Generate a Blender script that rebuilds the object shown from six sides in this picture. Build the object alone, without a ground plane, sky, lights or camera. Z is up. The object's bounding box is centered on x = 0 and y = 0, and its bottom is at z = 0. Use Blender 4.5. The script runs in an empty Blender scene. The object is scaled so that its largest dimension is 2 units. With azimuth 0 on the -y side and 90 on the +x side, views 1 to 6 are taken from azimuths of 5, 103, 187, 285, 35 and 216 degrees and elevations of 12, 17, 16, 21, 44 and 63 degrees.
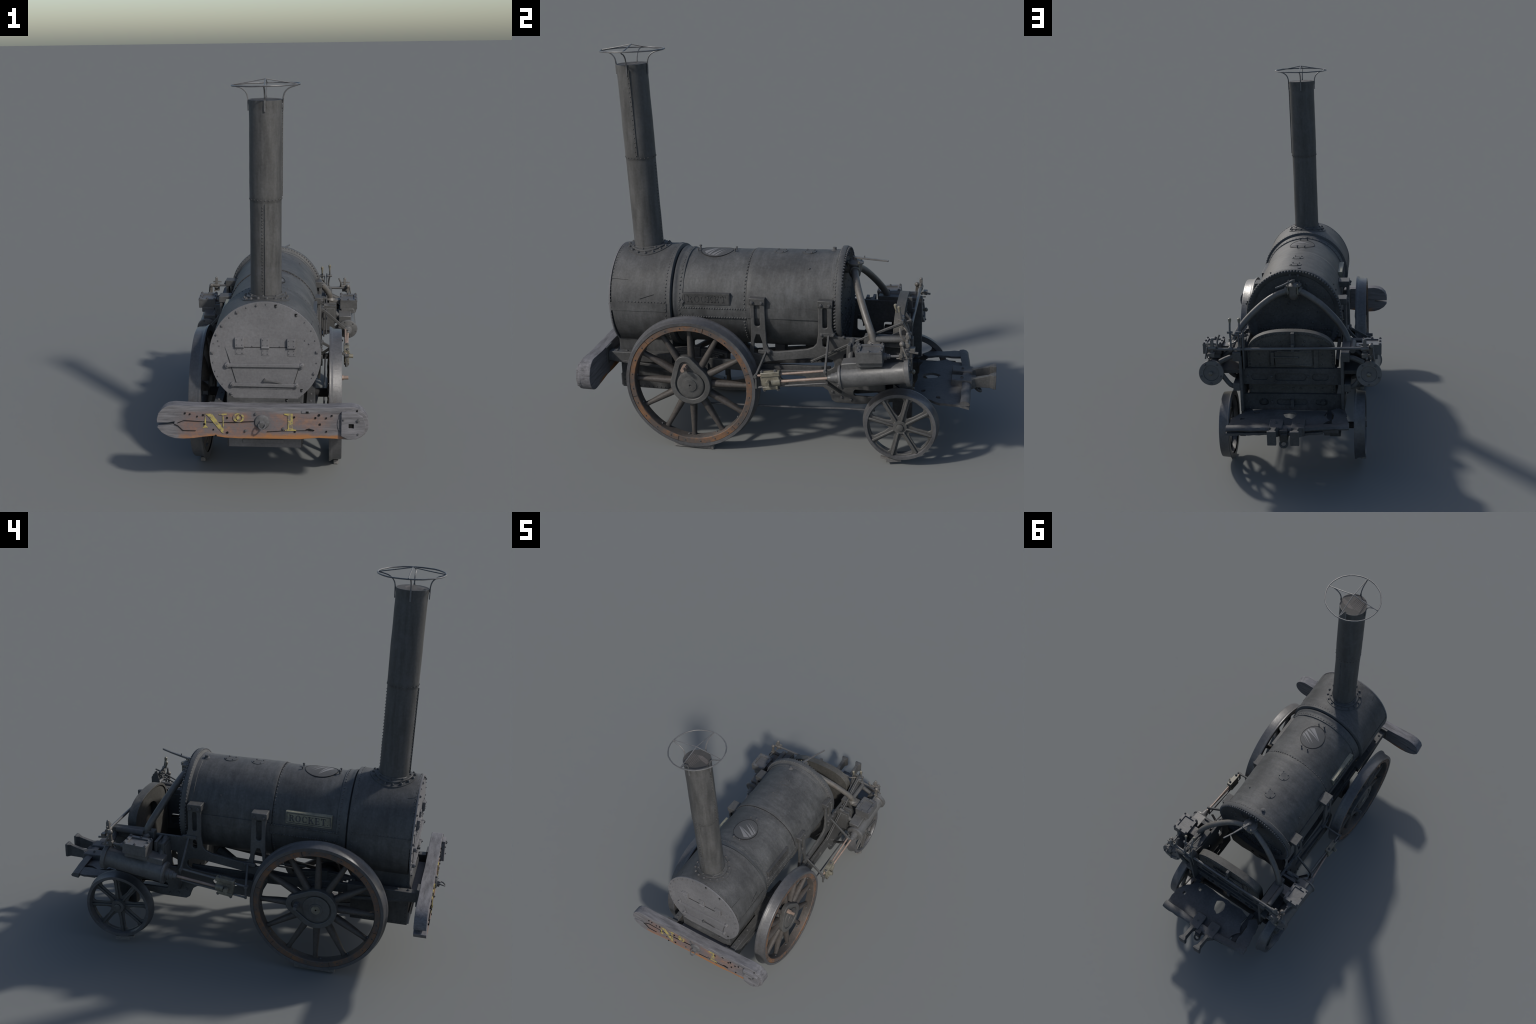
# Early steam locomotive (1829 type), weathered museum piece, built part by part.
import bpy, math, random
from mathutils import Vector, Matrix, noise
from mathutils.geometry import delaunay_2d_cdt

R = random.Random(1829)
pi, cos, sin = math.pi, math.cos, math.sin
V = Vector

# ------------------------------------------------------------------ materials
def new_mat(name):
    m = bpy.data.materials.new(name); m.use_nodes = True
    nt = m.node_tree; nt.nodes.clear()
    out = nt.nodes.new('ShaderNodeOutputMaterial'); b = nt.nodes.new('ShaderNodeBsdfPrincipled')
    nt.links.new(b.outputs[0], out.inputs[0])
    return m, nt, b

def N(nt, t, **kw):
    n = nt.nodes.new(t)
    for k, v in kw.items():
        if k == 'op': n.operation = v
        elif k == 'blend': n.data_type = 'RGBA'; n.blend_type = v
        else: setattr(n, k, v)
    return n

def coords(nt, scale=(1, 1, 1)):
    tc = N(nt, 'ShaderNodeTexCoord'); mp = N(nt, 'ShaderNodeMapping')
    mp.inputs['Scale'].default_value = scale
    nt.links.new(tc.outputs['Object'], mp.inputs[0]); return mp.outputs[0]

def noise_tex(nt, co, scale, detail=4, rough=.6):
    n = N(nt, 'ShaderNodeTexNoise'); n.inputs['Scale'].default_value = scale
    n.inputs['Detail'].default_value = detail; n.inputs['Roughness'].default_value = rough
    nt.links.new(co, n.inputs['Vector']); return n.outputs['Fac']

def ramp(nt, fac, stops):
    r = N(nt, 'ShaderNodeValToRGB'); el = r.color_ramp.elements
    while len(el) < len(stops): el.new(.5)
    for e, (p, c) in zip(el, stops):
        e.position = p; e.color = (*c, 1) if len(c) == 3 else c
    nt.links.new(fac, r.inputs[0]); return r.outputs[0]

def mix(nt, fac, a, b, blend='MIX'):
    m = N(nt, 'ShaderNodeMix', blend=blend)
    for sock, v in ((m.inputs[0], fac), (m.inputs[6], a), (m.inputs[7], b)):
        if hasattr(v, 'is_output'): nt.links.new(v, sock)
        elif isinstance(v, (int, float)): sock.default_value = v
        else: sock.default_value = (*v, 1)
    return m.outputs[2]

def math_n(nt, op, a, b=0.0):
    m = N(nt, 'ShaderNodeMath', op=op)
    for i, v in enumerate((a, b)):
        if hasattr(v, 'is_output'): nt.links.new(v, m.inputs[i])
        else: m.inputs[i].default_value = v
    return m.outputs[0]

def bump(nt, b, h, strength=.3, dist=.004):
    bp = N(nt, 'ShaderNodeBump'); bp.inputs['Strength'].default_value = strength
    bp.inputs['Distance'].default_value = dist
    nt.links.new(h, bp.inputs['Height']); nt.links.new(bp.outputs[0], b.inputs['Normal'])

def g(c): return (c, c, c)
def metal(name, base, rough=.55, spec=.4, patch=.35, grain=.25, stretch=(1, 1, 1), second=None,
          second_amt=(.55, .75), bumps=.25, patch_scale=5, streak=None):
    """painted / oxidised iron: broad cloudy patches, fine grain, optional second tone (rust, dust)"""
    m, nt, b = new_mat(name); co = coords(nt, stretch); raw = coords(nt)
    n1 = noise_tex(nt, co, patch_scale, 5, .62); n2 = noise_tex(nt, raw, 90, 3, .7)
    lo = [c * (1 - patch) for c in base]; hi = [c * (1 + patch) for c in base]
    c = ramp(nt, n1, [(.32, lo), (.5, base), (.68, hi)])
    gr = ramp(nt, n2, [(.3, g(1 - grain)), (.7, g(1 + grain))])
    c = mix(nt, 1.0, c, gr, 'MULTIPLY')
    if streak:
        n4 = noise_tex(nt, coords(nt, streak), 6, 6, .7)
        c = mix(nt, 1.0, c, ramp(nt, n4, [(.3, g(.78)), (.5, g(1.0)), (.72, g(1.32))]), 'MULTIPLY')
        n5 = noise_tex(nt, coords(nt, [v * 2.3 for v in streak]), 14, 3, .8)
        c = mix(nt, ramp(nt, n5, [(.66, g(0)), (.74, g(.55))]), c, [v * 1.9 for v in base])
    if second:
        n3 = noise_tex(nt, raw, 11, 6, .7)
        f = ramp(nt, n3, [(second_amt[0], g(0)), (second_amt[1], g(1))])
        c = mix(nt, f, c, second)
    nt.links.new(c, b.inputs['Base Color'])
    rr = ramp(nt, n1, [(.3, g(rough - .08)), (.7, g(rough + .1))])
    nt.links.new(rr, b.inputs['Roughness'])
    b.inputs['Specular IOR Level'].default_value = spec
    bump(nt, b, noise_tex(nt, raw, 55, 4, .65), bumps, .003)
    return m

IRON = metal('boiler_iron', (.0545, .0555, .056), .60, .32, .34, .16, (1, 1, 1), (.078, .081, .084), (.58, .8), .2, streak=(1.3, 6, 1.3))
SMOKE = metal('smokebox_iron', (.0545, .055, .0555), .62, .32, .30, .16, (1, 1, 1), None, bumps=.22, streak=(1.3, 5, 1.3))
CHIM = metal('chimney_iron', (.057, .057, .0565), .58, .35, .30, .14, (9, 9, 1.2), (.08, .08, .085), (.55, .8), .15, 4)
FACE = metal('smokebox_front_iron', (.121, .12, .125), .7, .22, .14, .12, bumps=.2)
FRAME = metal('frame_iron', (.056, .056, .0555), .6, .35, .25, .22, second=(.082, .078, .073), second_amt=(.58, .8))
BLACK = metal('firebox_iron', (.048, .048, .048), .6, .3, .3, .25)
PAN = metal('firebox_pan_iron', (.062, .060, .055), .6, .3, .3, .25)
DARK = metal('near_black_iron', (.02, .02, .021), .7, .25, .4, .3)  # near-black iron for axles, cheeks, seams and dark bands
STEEL = metal('cylinder_steel', (.078, .078, .078), .45, .45, .2, .15, (1, 3, 3))
TYRE = metal('tyre_steel', (.064, .064, .067), .42, .5, .28, .2, second=(.05, .045, .042))
CASTW = metal('cast_wheel_iron', (.060, .0595, .058), .5, .4, .3, .22, second=(.045, .042, .04))
BOLT = metal('bolt_iron', (.075, .075, .077), .65, .25, .3, .2)
BRASS = metal('dull_brass', (.135, .125, .095), .45, .45, .35, .2, second=(.07, .065, .055), second_amt=(.5, .65), patch_scale=25)
COPPER = metal('copper_rod', (.21, .155, .125), .42, .45, .2, .15, second=(.12, .1, .09), second_amt=(.6, .8), patch_scale=20)
PIPE = metal('steam_pipe_metal', (.088, .084, .078), .42, .45, .3, .15, second=(.07, .055, .04), second_amt=(.5, .8))
SPOKE = metal('spoke_oak', (.052, .046, .042), .6, .35, .35, .25, (1, 1, 1), (.1, .055, .032), (.56, .76))
CROWN = metal('crown_wire', (.09, .09, .092), .45, .5, .3, .2)
CAPGREY = metal('hole_fill_grey', (.060, .061, .062), .7, .25, .08, .05, bumps=.05)
STREAK = metal('hole_fill_streak', (.15, .15, .153), .7, .25, .1, .05, bumps=.05)
CAPDARK = metal('chimney_fill_grey', (.05, .048, .046), .7, .25, .15, .1, bumps=.05)
CHEV = metal('chimney_fill_line', (.1, .09, .085), .7, .25, .2, .1, bumps=.05)
PLATE_D = metal('nameplate_dark', (.046, .046, .046), .5, .4, .25, .2)
PLATE_B = metal('nameplate_brass', (.17, .165, .125), .5, .4, .25, .2, second=(.1, .105, .11), second_amt=(.55, .65), patch_scale=18)
LETTER_D = metal('nameplate_letter_dark', (.05, .05, .055), .55, .35, .2, .15)
STONE = metal('scan_remnant_iron', (.13, .125, .12), .75, .2, .25, .2)
SHEET = metal('worn_footplate', (.06, .06, .061), .6, .35, .35, .2, second=(.13, .13, .135), second_amt=(.62, .8))

def felloe_mat():
    m, nt, b = new_mat('felloe_rusty_oak'); co = coords(nt)
    n1 = noise_tex(nt, co, 9, 6, .65); n2 = noise_tex(nt, co, 42, 5, .7)
    s = math_n(nt, 'ADD', math_n(nt, 'MULTIPLY', n1, .6), math_n(nt, 'MULTIPLY', n2, .4))
    c = ramp(nt, s, [(.38, (.062, .057, .055)), (.47, (.085, .064, .053)), (.55, (.135, .075, .045)), (.64, (.17, .09, .045)), (.72, (.085, .07, .058))])
    nt.links.new(c, b.inputs['Base Color']); b.inputs['Roughness'].default_value = .65
    b.inputs['Specular IOR Level'].default_value = .25; bump(nt, b, n2, .35, .003); return m
FELLOE = felloe_mat()

def wood_mat(name, painted):
    """grey weathered timber; painted=True adds worn red-orange paint on the front board between the ends"""
    m, nt, b = new_mat(name); co = coords(nt, (1.2, 6, 14)); raw = coords(nt)
    grain = noise_tex(nt, co, 7, 7, .7); patch = noise_tex(nt, raw, 7, 5, .6); fine = noise_tex(nt, raw, 60, 4, .7)
    c = ramp(nt, grain, [(.3, (.065, .064, .068)), (.5, (.118, .116, .123)), (.7, (.165, .162, .172))])
    if painted:
        sep = N(nt, 'ShaderNodeSeparateXYZ'); nt.links.new(raw, sep.inputs[0])
        x, y, zz = sep.outputs
        s = math_n(nt, 'ADD', math_n(nt, 'MULTIPLY', patch, .65), math_n(nt, 'MULTIPLY', fine, .35))
        paint = ramp(nt, s, [(.40, (.1, .095, .101)), (.47, (.12, .1, .1)), (.54, (.15, .1, .087)), (.66, (.235, .125, .072))])
        orange = (.25, .115, .045)
        zlow = math_n(nt, 'ADD', zz, math_n(nt, 'MULTIPLY', math_n(nt, 'SUBTRACT', patch, .5), .14))
        f_or = ramp(nt, zlow, [(.312, g(1)), (.330, g(0))])
        paint = mix(nt, f_or, paint, orange)
        ax = math_n(nt, 'ADD', math_n(nt, 'ABSOLUTE', math_n(nt, 'ADD', x, .012)), math_n(nt, 'MULTIPLY', math_n(nt, 'SUBTRACT', fine, .5), .12))
        f_x = ramp(nt, ax, [(.335, g(1)), (.39, g(0))])
        f_y = ramp(nt, math_n(nt, 'ADD', y, 1.0), [(.0535, g(1)), (.0575, g(0))])
        zt = math_n(nt, 'ADD', zz, math_n(nt, 'MULTIPLY', math_n(nt, 'SUBTRACT', patch, .5), .05))
        f_z = ramp(nt, zt, [(.425, g(1)), (.44, g(0))])
        f = mix(nt, 1., f_x, f_z, 'MULTIPLY')
        f2 = mix(nt, 1., f_x, f_or, 'MULTIPLY')
        f = mix(nt, 1., f, f_y, 'MULTIPLY')
        f = mix(nt, 1., f, f2, 'LIGHTEN')
        c = mix(nt, f, c, paint)
    nt.links.new(c, b.inputs['Base Color']); b.inputs['Roughness'].default_value = .78
    b.inputs['Specular IOR Level'].default_value = .2; bump(nt, b, grain, .5, .004); return m
BEAM = wood_mat('buffer_beam_timber', True)
TIMBER = wood_mat('grey_timber', False)

def paint_mat():
    m, nt, b = new_mat('yellow_lettering_paint'); co = coords(nt)
    n = noise_tex(nt, co, 45, 5, .7)
    c = ramp(nt, n, [(.43, (.13, .108, .095)), (.50, (.27, .225, .08)), (.7, (.35, .295, .09))])
    nt.links.new(c, b.inputs['Base Color']); b.inputs['Roughness'].default_value = .75
    b.inputs['Specular IOR Level'].default_value = .2; return m
YELLOW = paint_mat()
HOLE_PATCH = metal('hole_patch_black', (.01, .01, .01), .9, .1, .2, .1)  # near-black colour for plates that stand in for holes

# ------------------------------------------------------------------ mesh builder
def frame_of(d):
    d = V(d).normalized(); a = V((0, 0, 1)) if abs(d.z) < .9 else V((0, 1, 0))
    u = d.cross(a).normalized(); return d, u, d.cross(u).normalized()

def fill_loops(loops):
    """triangulate an outline with holes: constrained Delaunay, kept where the even-odd rule says inside"""
    pts = [V((p[0], p[1])) for l in loops for p in l]; edges = []; o = 0
    for l in loops:
        edges += [(o + i, o + (i + 1) % len(l)) for i in range(len(l))]; o += len(l)
    ov, _, of, orig, _, _ = delaunay_2d_cdt(pts, edges, [], 0, 1e-7)
    back = [q[0] if q else -1 for q in orig]; out = []
    for f in of:
        t = [back[i] for i in f]
        if min(t) < 0 or len(t) != 3: continue
        cx = sum(pts[i].x for i in t) / 3; cy = sum(pts[i].y for i in t) / 3; c = False
        for l in loops:
            for i in range(len(l)):
                a, b = l[i - 1], l[i]
                if (a[1] > cy) != (b[1] > cy) and cx < a[0] + (cy - a[1]) / (b[1] - a[1]) * (b[0] - a[0]): c = not c
        if c: out.append(tuple(t))
    return out

class MB:
    def __init__(s): s.v = []; s.f = []
    def add(s, vs, fs):
        o = len(s.v); s.v += [tuple(p) for p in vs]; s.f += [tuple(i + o for i in f) for f in fs]; return s
    def box(s, c, d, rot=None, taper=None):
        """box centre c, full size d; rot Matrix; taper=(axis, sx, sy) shrinks the + end"""
        out = []
        for i in (-1, 1):
            for j in (-1, 1):
                for k in (-1, 1):
                    p = V((i * d[0] / 2, j * d[1] / 2, k * d[2] / 2))
                    if rot: p = rot @ p
                    out.append(V(c) + p)
        return s.add(out, [(0, 1, 3, 2), (4, 6, 7, 5), (0, 4, 5, 1), (2, 3, 7, 6), (0, 2, 6, 4), (1, 5, 7, 3)])
    def span(s, x0, x1, y0, y1, z0, z1):
        return s.box(((x0 + x1) / 2, (y0 + y1) / 2, (z0 + z1) / 2), (abs(x1 - x0), abs(y1 - y0), abs(z1 - z0)))
    def bar(s, a, b, w, h, up=(0, 0, 1), w1=None, h1=None):
        """rectangular bar from a to b, w across, h along up"""
        a, b = V(a), V(b); d = (b - a).normalized(); side = d.cross(V(up)).normalized(); u = side.cross(d).normalized()
        w1 = w1 or w; h1 = h1 or h; vs = []
        for p, ww, hh in ((a, w, h), (b, w1, h1)):
            vs += [p + side * (i * ww / 2) + u * (j * hh / 2) for i, j in ((-1, -1), (1, -1), (1, 1), (-1, 1))]
        return s.add(vs, [(3, 2, 1, 0), (4, 5, 6, 7), (0, 1, 5, 4), (1, 2, 6, 5), (2, 3, 7, 6), (3, 0, 4, 7)])
    def lathe(s, prof, o, d, n=32, cap=True, disp=None, u=None):
        """prof: (radius, distance along axis d from o)"""
        o = V(o); d, uu, w = frame_of(d); rows = []
        vs = []; fs = []
        for r, t in prof:
            for i in range(n):
                a = 2 * pi * i / n; p = o + d * t + (uu * cos(a) + w * sin(a)) * r
                if disp:
                    rad = (uu * cos(a) + w * sin(a)); p = p + rad * disp(p)
                vs.append(p)
        m = len(prof)
        for j in range(m - 1):
            for i in range(n):
                k = (i + 1) % n
                fs.append((j * n + i, j * n + k, (j + 1) * n + k, (j + 1) * n + i))
        if cap:
            fs.append(tuple(range(n))[::-1]); fs.append(tuple((m - 1) * n + i for i in range(n)))
        return s.add(vs, fs)
    def cyl(s, a, b, r, r1=None, n=16, cap=True):
        a, b = V(a), V(b); return s.lathe([(r, 0), (r if r1 is None else r1, (b - a).length)], a, b - a, n, cap)
    def tube(s, pts, r, n=10, smooth=6, closed=False, rad=None):
        P = [V(p) for p in pts]
        if smooth and len(P) > 2:
            Q = []; m = len(P); rng = range(m if closed else m - 1)
            for i in rng:
                g0 = (lambda j: P[j % m]) if closed else (lambda j: P[max(0, min(m - 1, j))])
                p0, p1, p2, p3 = g0(i - 1), g0(i), g0(i + 1), g0(i + 2)
                for k in range(smooth):
                    t = k / smooth
                    Q.append(.5 * ((2 * p1) + (p2 - p0) * t + (2 * p0 - 5 * p1 + 4 * p2 - p3) * t * t + (3 * p1 - p0 - 3 * p2 + p3) * t ** 3))
            if not closed: Q.append(P[-1])
            P = Q
        m = len(P); vs = []; fs = []; u = None
        for i in range(m):
            if closed: t = (P[(i + 1) % m] - P[i - 1]).normalized()
            else: t = (P[min(m - 1, i + 1)] - P[max(0, i - 1)]).normalized()
            if u is None: _, u, _ = frame_of(t)
            u = (u - t * u.dot(t)).normalized(); w = t.cross(u)
            rr = rad(i / (m - 1)) if rad else r
            for k in range(n):
                a = 2 * pi * k / n; vs.append(P[i] + (u * cos(a) + w * sin(a)) * rr)
        for i in range(m if closed else m - 1):
            j = (i + 1) % m
            for k in range(n):
                l = (k + 1) % n; fs.append((i * n + k, i * n + l, j * n + l, j * n + k))
        if not closed: fs += [tuple(range(n))[::-1], tuple((m - 1) * n + k for k in range(n))]
        return s.add(vs, fs)
    def prism(s, outer, holes=(), axis='x', a=0., b=.01, fn=None):
        """extruded plate with holes; outline lies in the plane normal to axis; fn maps the final point"""
        def to3(p, t):
            q = V((t, p[0], p[1])) if axis == 'x' else V((p[0], t, p[1])) if axis == 'y' else V((p[0], p[1], t))
            return fn(q) if fn else q
        def area(l): return sum(l[i - 1][0] * l[i][1] - l[i][0] * l[i - 1][1] for i in range(len(l)))
        loops = [list(outer) if area(outer) > 0 else list(outer)[::-1]]
        loops += [list(h) if area(h) < 0 else list(h)[::-1] for h in holes]
        tris = fill_loops(loops)
        flat = [p for l in loops for p in l]; n = len(flat)
        vs = [to3(p, a) for p in flat] + [to3(p, b) for p in flat]; fs = []
        for t in tris:
            p, q, r = (flat[i] for i in t)
            ccw = (q[0] - p[0]) * (r[1] - p[1]) - (q[1] - p[1]) * (r[0] - p[0]) > 0
            t = t if ccw else (t[0], t[2], t[1])
            flip = (axis == 'y') != (b < a)
            top = tuple(i + n for i in t); bot = tuple(t)[::-1]
            fs += [top[::-1], bot[::-1]] if flip else [top, bot]
        o = 0
        for l in loops:
            m = len(l)
            for i in range(m):
                j = (i + 1) % m; q = (o + i, o + j, n + o + j, n + o + i)
                fs.append(q[::-1] if ((axis == 'y') != (b < a)) else q)
            o += m
        return s.add(vs, fs)
    def dome(s, p, nrm, r, h=None, n=8):
        h = h or r * .75; return s.lathe([(r, -.002), (r, 0), (r * .82, h * .55), (r * .4, h * .95), (.0002, h)], p, nrm, n, False)
    def sphere(s, c, r, n=12, m=7):
        return s.lathe([(max(.0001, r * sin(pi * i / m)), -r * cos(pi * i / m)) for i in range(m + 1)], c, (0, 0, 1), n, False)
    def torus(s, c, d, R_, r, n=28, m=8, arc=None):
        d, u, w = frame_of(d); c = V(c)
        return s.tube([c + (u * cos(2 * pi * i / n) + w * sin(2 * pi * i / n)) * R_ for i in range(n)], r, m, 0, True)
    def nut(s, p, d, r=.007, h=.007, sides=6):
        p = V(p); d = V(d).normalized(); s.lathe([(r, -.002), (r, h * .8), (r * .85, h)], p, d, sides, True)
        return s

ROOT = bpy.data.objects.new('steam_locomotive', None); bpy.context.collection.objects.link(ROOT)
ROOT['label'] = 'weathered early black steam locomotive with tall crowned chimney'
ROOT['category'] = 'steam locomotive'

def obj(name, mb, mat, parent=None, smooth=38, bevel=0, stuff=False, seg=2):
    me = bpy.data.meshes.new(name); me.from_pydata(mb.v, [], mb.f); me.validate(); me.update()
    me.materials.append(mat)
    o = bpy.data.objects.new(name, me); bpy.context.collection.objects.link(o)
    o.parent = parent or ROOT
    me.shade_smooth(); me.set_sharp_from_angle(angle=math.radians(smooth))
    if bevel:
        m = o.modifiers.new('soft_edges', 'BEVEL'); m.width = bevel; m.segments = seg; m.limit_method = 'ANGLE'; m.angle_limit = math.radians(40)
    if stuff: o['kind'] = 'stuff'
    return o

def wob(amp, sc, seed=0.):
    return lambda p: amp * noise.noise(V(p) * sc + V((seed, seed * 1.7, -seed)))
def ellipse(cx, cy, rx, ry=None, n=20, a0=0):
    ry = ry or rx; return [(cx + rx * cos(a0 + 2 * pi * i / n), cy + ry * sin(a0 + 2 * pi * i / n)) for i in range(n)]
def rrect(x0, x1, y0, y1, r, n=5):
    out = []
    for cx, cy, a in ((x1 - r, y1 - r, 0), (x0 + r, y1 - r, 90), (x0 + r, y0 + r, 180), (x1 - r, y0 + r, 270)):
        out += [(cx + r * cos(math.radians(a + 90 * i / n)), cy + r * sin(math.radians(a + 90 * i / n))) for i in range(n + 1)]
    return out

# ------------------------------------------------------------------ boiler axis
def axis_c(y): return V((-.010 * y, y, .685 + .020 * y))
AX = (axis_c(1) - axis_c(0)).normalized()
def on_shell(y, ang, r):
    """ang measured from straight up, positive toward +x"""
    c = axis_c(y); return c + V((sin(ang) * r, 0, cos(ang) * r))
def shell(mb, rows, n=96, disp=None, cap=True):
    mb.lathe([(r, (y + 1.0)) for r, y in rows], axis_c(-1.0), AX, n, cap, disp); return mb
def ring_rivets(mb, y, r, n, rr, a0=0, a1=2 * pi, nrm=None, jit=.0006):
    for i in range(n):
        a = a0 + (a1 - a0) * (i + .5) / n
        p = on_shell(y + R.uniform(-jit, jit), a, r)
        mb.dome(p, nrm or (sin(a), 0, cos(a)), rr * R.uniform(.85, 1.1))

# ------------------------------------------------------------------ boiler
RB = .2305
dis = lambda p: .0030 * noise.noise(V(p) * 6) + .0014 * noise.noise(V(p) * 21) + .0005 * noise.noise(V(p) * 60)
mb = MB()
rows = [(RB, -.53)] + [(RB, -.53 + .024 * i) for i in range(1, 16)] + [(RB, -.166)]
shell(mb, rows, 128, dis)
boiler = obj('boiler', mb, IRON)
mb = MB(); rows = [(RB + .0045, -.1675), (RB + .0052, -.166)] + [(RB + .0045 - .0001 * i, -.165 + .021 * i) for i in range(1, 19)] + [(RB + .003, .238)]
shell(mb, rows, 128, dis); obj('boiler_barrel_plate', mb, IRON, boiler)

mb = MB(); shell(mb, [(RB - .004, -.1705), (RB + .0026, -.1702), (RB + .0026, -.1678), (RB - .004, -.1675)], 112, dis, False); obj('seam_dark_band', mb, DARK, boiler)  # dark band laid over the lap step; no gap is cut
mb = MB()
ring_rivets(mb, -.179, RB, 78, .0046)
ring_rivets(mb, -.497, RB + .004, 74, .0046)
ring_rivets(mb, .244, RB + .004, 84, .005)
obj('boiler_rivet', mb, IRON, boiler, stuff=True)
# rear flange ring (toothed by rivets) and front angle-iron ring
mb = MB(); shell(mb, [(RB, .228), (RB + .006, .231), (RB + .007, .252), (RB + .018, .258), (RB + .024, .262), (RB + .025, .279), (RB + .022, .285), (RB + .010, .285), (RB - .002, .276), (RB - .014, .268), (RB - .03, .262)], 112, wob(.002, 14), False)
obj('boiler_flange', mb, IRON, boiler)
mb = MB()
for i in range(96):
    a = 2 * pi * (i + .5) / 96
    rr = RB + .0215
    mb.dome(on_shell(.284, a, RB + .016), (0, 1, 0), .0056, .006)
    mb.dome(on_shell(.2585, a, RB + .017), (sin(a) * .8, -.6, cos(a) * .8), .0056, .008)
obj('flange_rivet', mb, BOLT, boiler, stuff=True)
mb = MB(); shell(mb, [(RB - .005, -.478), (RB + .004, -.482), (RB + .005, -.505), (RB + .006, -.515), (RB + .009, -.519), (RB + .0095, -.529), (RB + .007, -.531), (RB + .002, -.531)][::-1], 112, wob(.0015, 12), False)
obj('angle_ring', mb, IRON, boiler)

# boiler side straps
def strap(y0, y1, side, a_lo, a_hi, r, mat, name, rivets):
    mb = MB(); ny, na = 24, 8; vs = []; fs = []
    for lay in (r, RB - .004):
        for i in range(ny + 1):
            y = y0 + (y1 - y0) * i / ny
            for j in range(na + 1):
                a = side * (a_lo + (a_hi - a_lo) * j / na); p = on_shell(y, a, lay); p.x += side * .0007 * noise.noise(p * 15)
                vs.append(p)
    w = na + 1; L = (ny + 1) * w
    for i in range(ny):
        for j in range(na):
            q = (i * w + j, i * w + j + 1, (i + 1) * w + j + 1, (i + 1) * w + j)
            fs.append(q if side < 0 else q[::-1])
    edge = [i for i in range(w)] + [k * w + na for k in range(1, ny + 1)] + [ny * w + j for j in range(na - 1, -1, -1)] + [k * w for k in range(ny - 1, 0, -1)]
    for i in range(len(edge)):
        a_, b_ = edge[i], edge[(i + 1) % len(edge)]
        q = (a_, b_, b_ + L, a_ + L); fs.append(q[::-1] if side < 0 else q)
    mb.add(vs, fs); o = obj(name, mb, mat, boiler)
    if rivets:
        mr = MB(); n = int((y1 - y0) / .0125)
        for aa in (a_lo + .022, a_hi - .022):
            for i in range(n):
                a = side * aa; mr.dome(on_shell(y0 + (i + .5) * (y1 - y0) / n, a, r), (sin(a), 0, cos(a)), .0046)
        obj('strap_rivet', mr, IRON, o, stuff=True)
for sd in (1, -1):
    strap(-.495, -.165, sd, 1.50, 1.735, RB + .004, IRON, 'lap_strap', True)
    strap(-.165, .185, sd, 1.485, 1.70, RB + .0085, IRON, 'boiler_strap', False)

# manhole closed by scan fill, studs; grey discs for plug holes on the crown
def saddle(mb, cx, cy, r0, r1, base, t, cfun, rs, n=40, sy=1.0):
    """ring or disc lying on a cylinder of radius rs about the boiler axis"""
    vs = []; fs = []
    def top(x, y, h):
        c = cfun(y); dx = x - c.x; return V((x, y, c.z + math.sqrt(max(1e-6, (rs + h) ** 2 - dx * dx))))
    rads = [r0, r1] if r0 > 0 else [.0005, r1 * .35, r1 * .7, r1]
    for k, r in enumerate(rads):
        for i in range(n):
            a = 2 * pi * i / n; vs.append(top(cx + r * cos(a), cy + sy * r * sin(a), t))
    m = len(rads)
    for i in range(n):
        a = 2 * pi * i / n; vs.append(top(cx + r1 * cos(a), cy + sy * r1 * sin(a), base))
    for i in range(n):
        a = 2 * pi * i / n; vs.append(top(cx + rads[0] * cos(a), cy + sy * rads[0] * sin(a), base))
    for k in range(m):
        for i in range(n):
            j = (i + 1) % n; fs.append((k * n + i, (k + 1) * n + i, (k + 1) * n + j, k * n + j))
    if r0 > 0:
        for i in range(n):
            j = (i + 1) % n; fs.append((i, j, (m + 1) * n + j, (m + 1) * n + i))
    mb.add(vs, fs); return top

mb = MB(); top = saddle(mb, .005, -.362, 0, .072, -.004, .0018, axis_c, RB, 40, 1.12)
manhole = obj('manhole_fill', mb, CAPGREY, boiler)  # flat scan fill over the open manhole, not a lid
mb = MB(); saddle(mb, .005, -.362, .0708, .0735, -.004, .003, axis_c, RB, 40, 1.12); obj('manhole_rim', mb, DARK, manhole)
mb = MB()
def tri_on(a, b, c, h=.0026, sub=6):
    a, b, c = V(a), V(b), V(c); vs = []; fs = []
    for i in range(sub + 1):
        t = i / sub; l = a.lerp(c, t); r = b.lerp(c, t)
        for p in (l, r):
            vs.append(top(p.x, p.y, h))
    for i in range(sub): fs.append((2 * i, 2 * i + 1, 2 * i + 3, 2 * i + 2))
    mb.add(vs, fs)
for a, b, c in (((.056, -.404), (.030, -.420), (-.048, -.356)), ((.064, -.386), (.058, -.398), (-.046, -.354)), ((.068, -.366), (.063, -.382), (-.020, -.325)),
                ((.070, -.352), (.0685, -.362), (-.014, -.308)), ((.068, -.346), (.069, -.350), (-.006, -.298))):
    tri_on(a, b, c)
obj('fill_streak', mb, STREAK, manhole)  # light triangles copied from the scan's hole fill
def stud_mesh():
    mb = MB(); mb.lathe([(.0035, -.004), (.0035, .012), (.006, .0125), (.006, .017), (.003, .019)], (0, 0, 0), (0, 0, 1), 8)
    me = bpy.data.meshes.new('stud'); me.from_pydata(mb.v, [], mb.f); me.materials.append(BOLT); me.update(); return me
STUD = stud_mesh()
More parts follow.
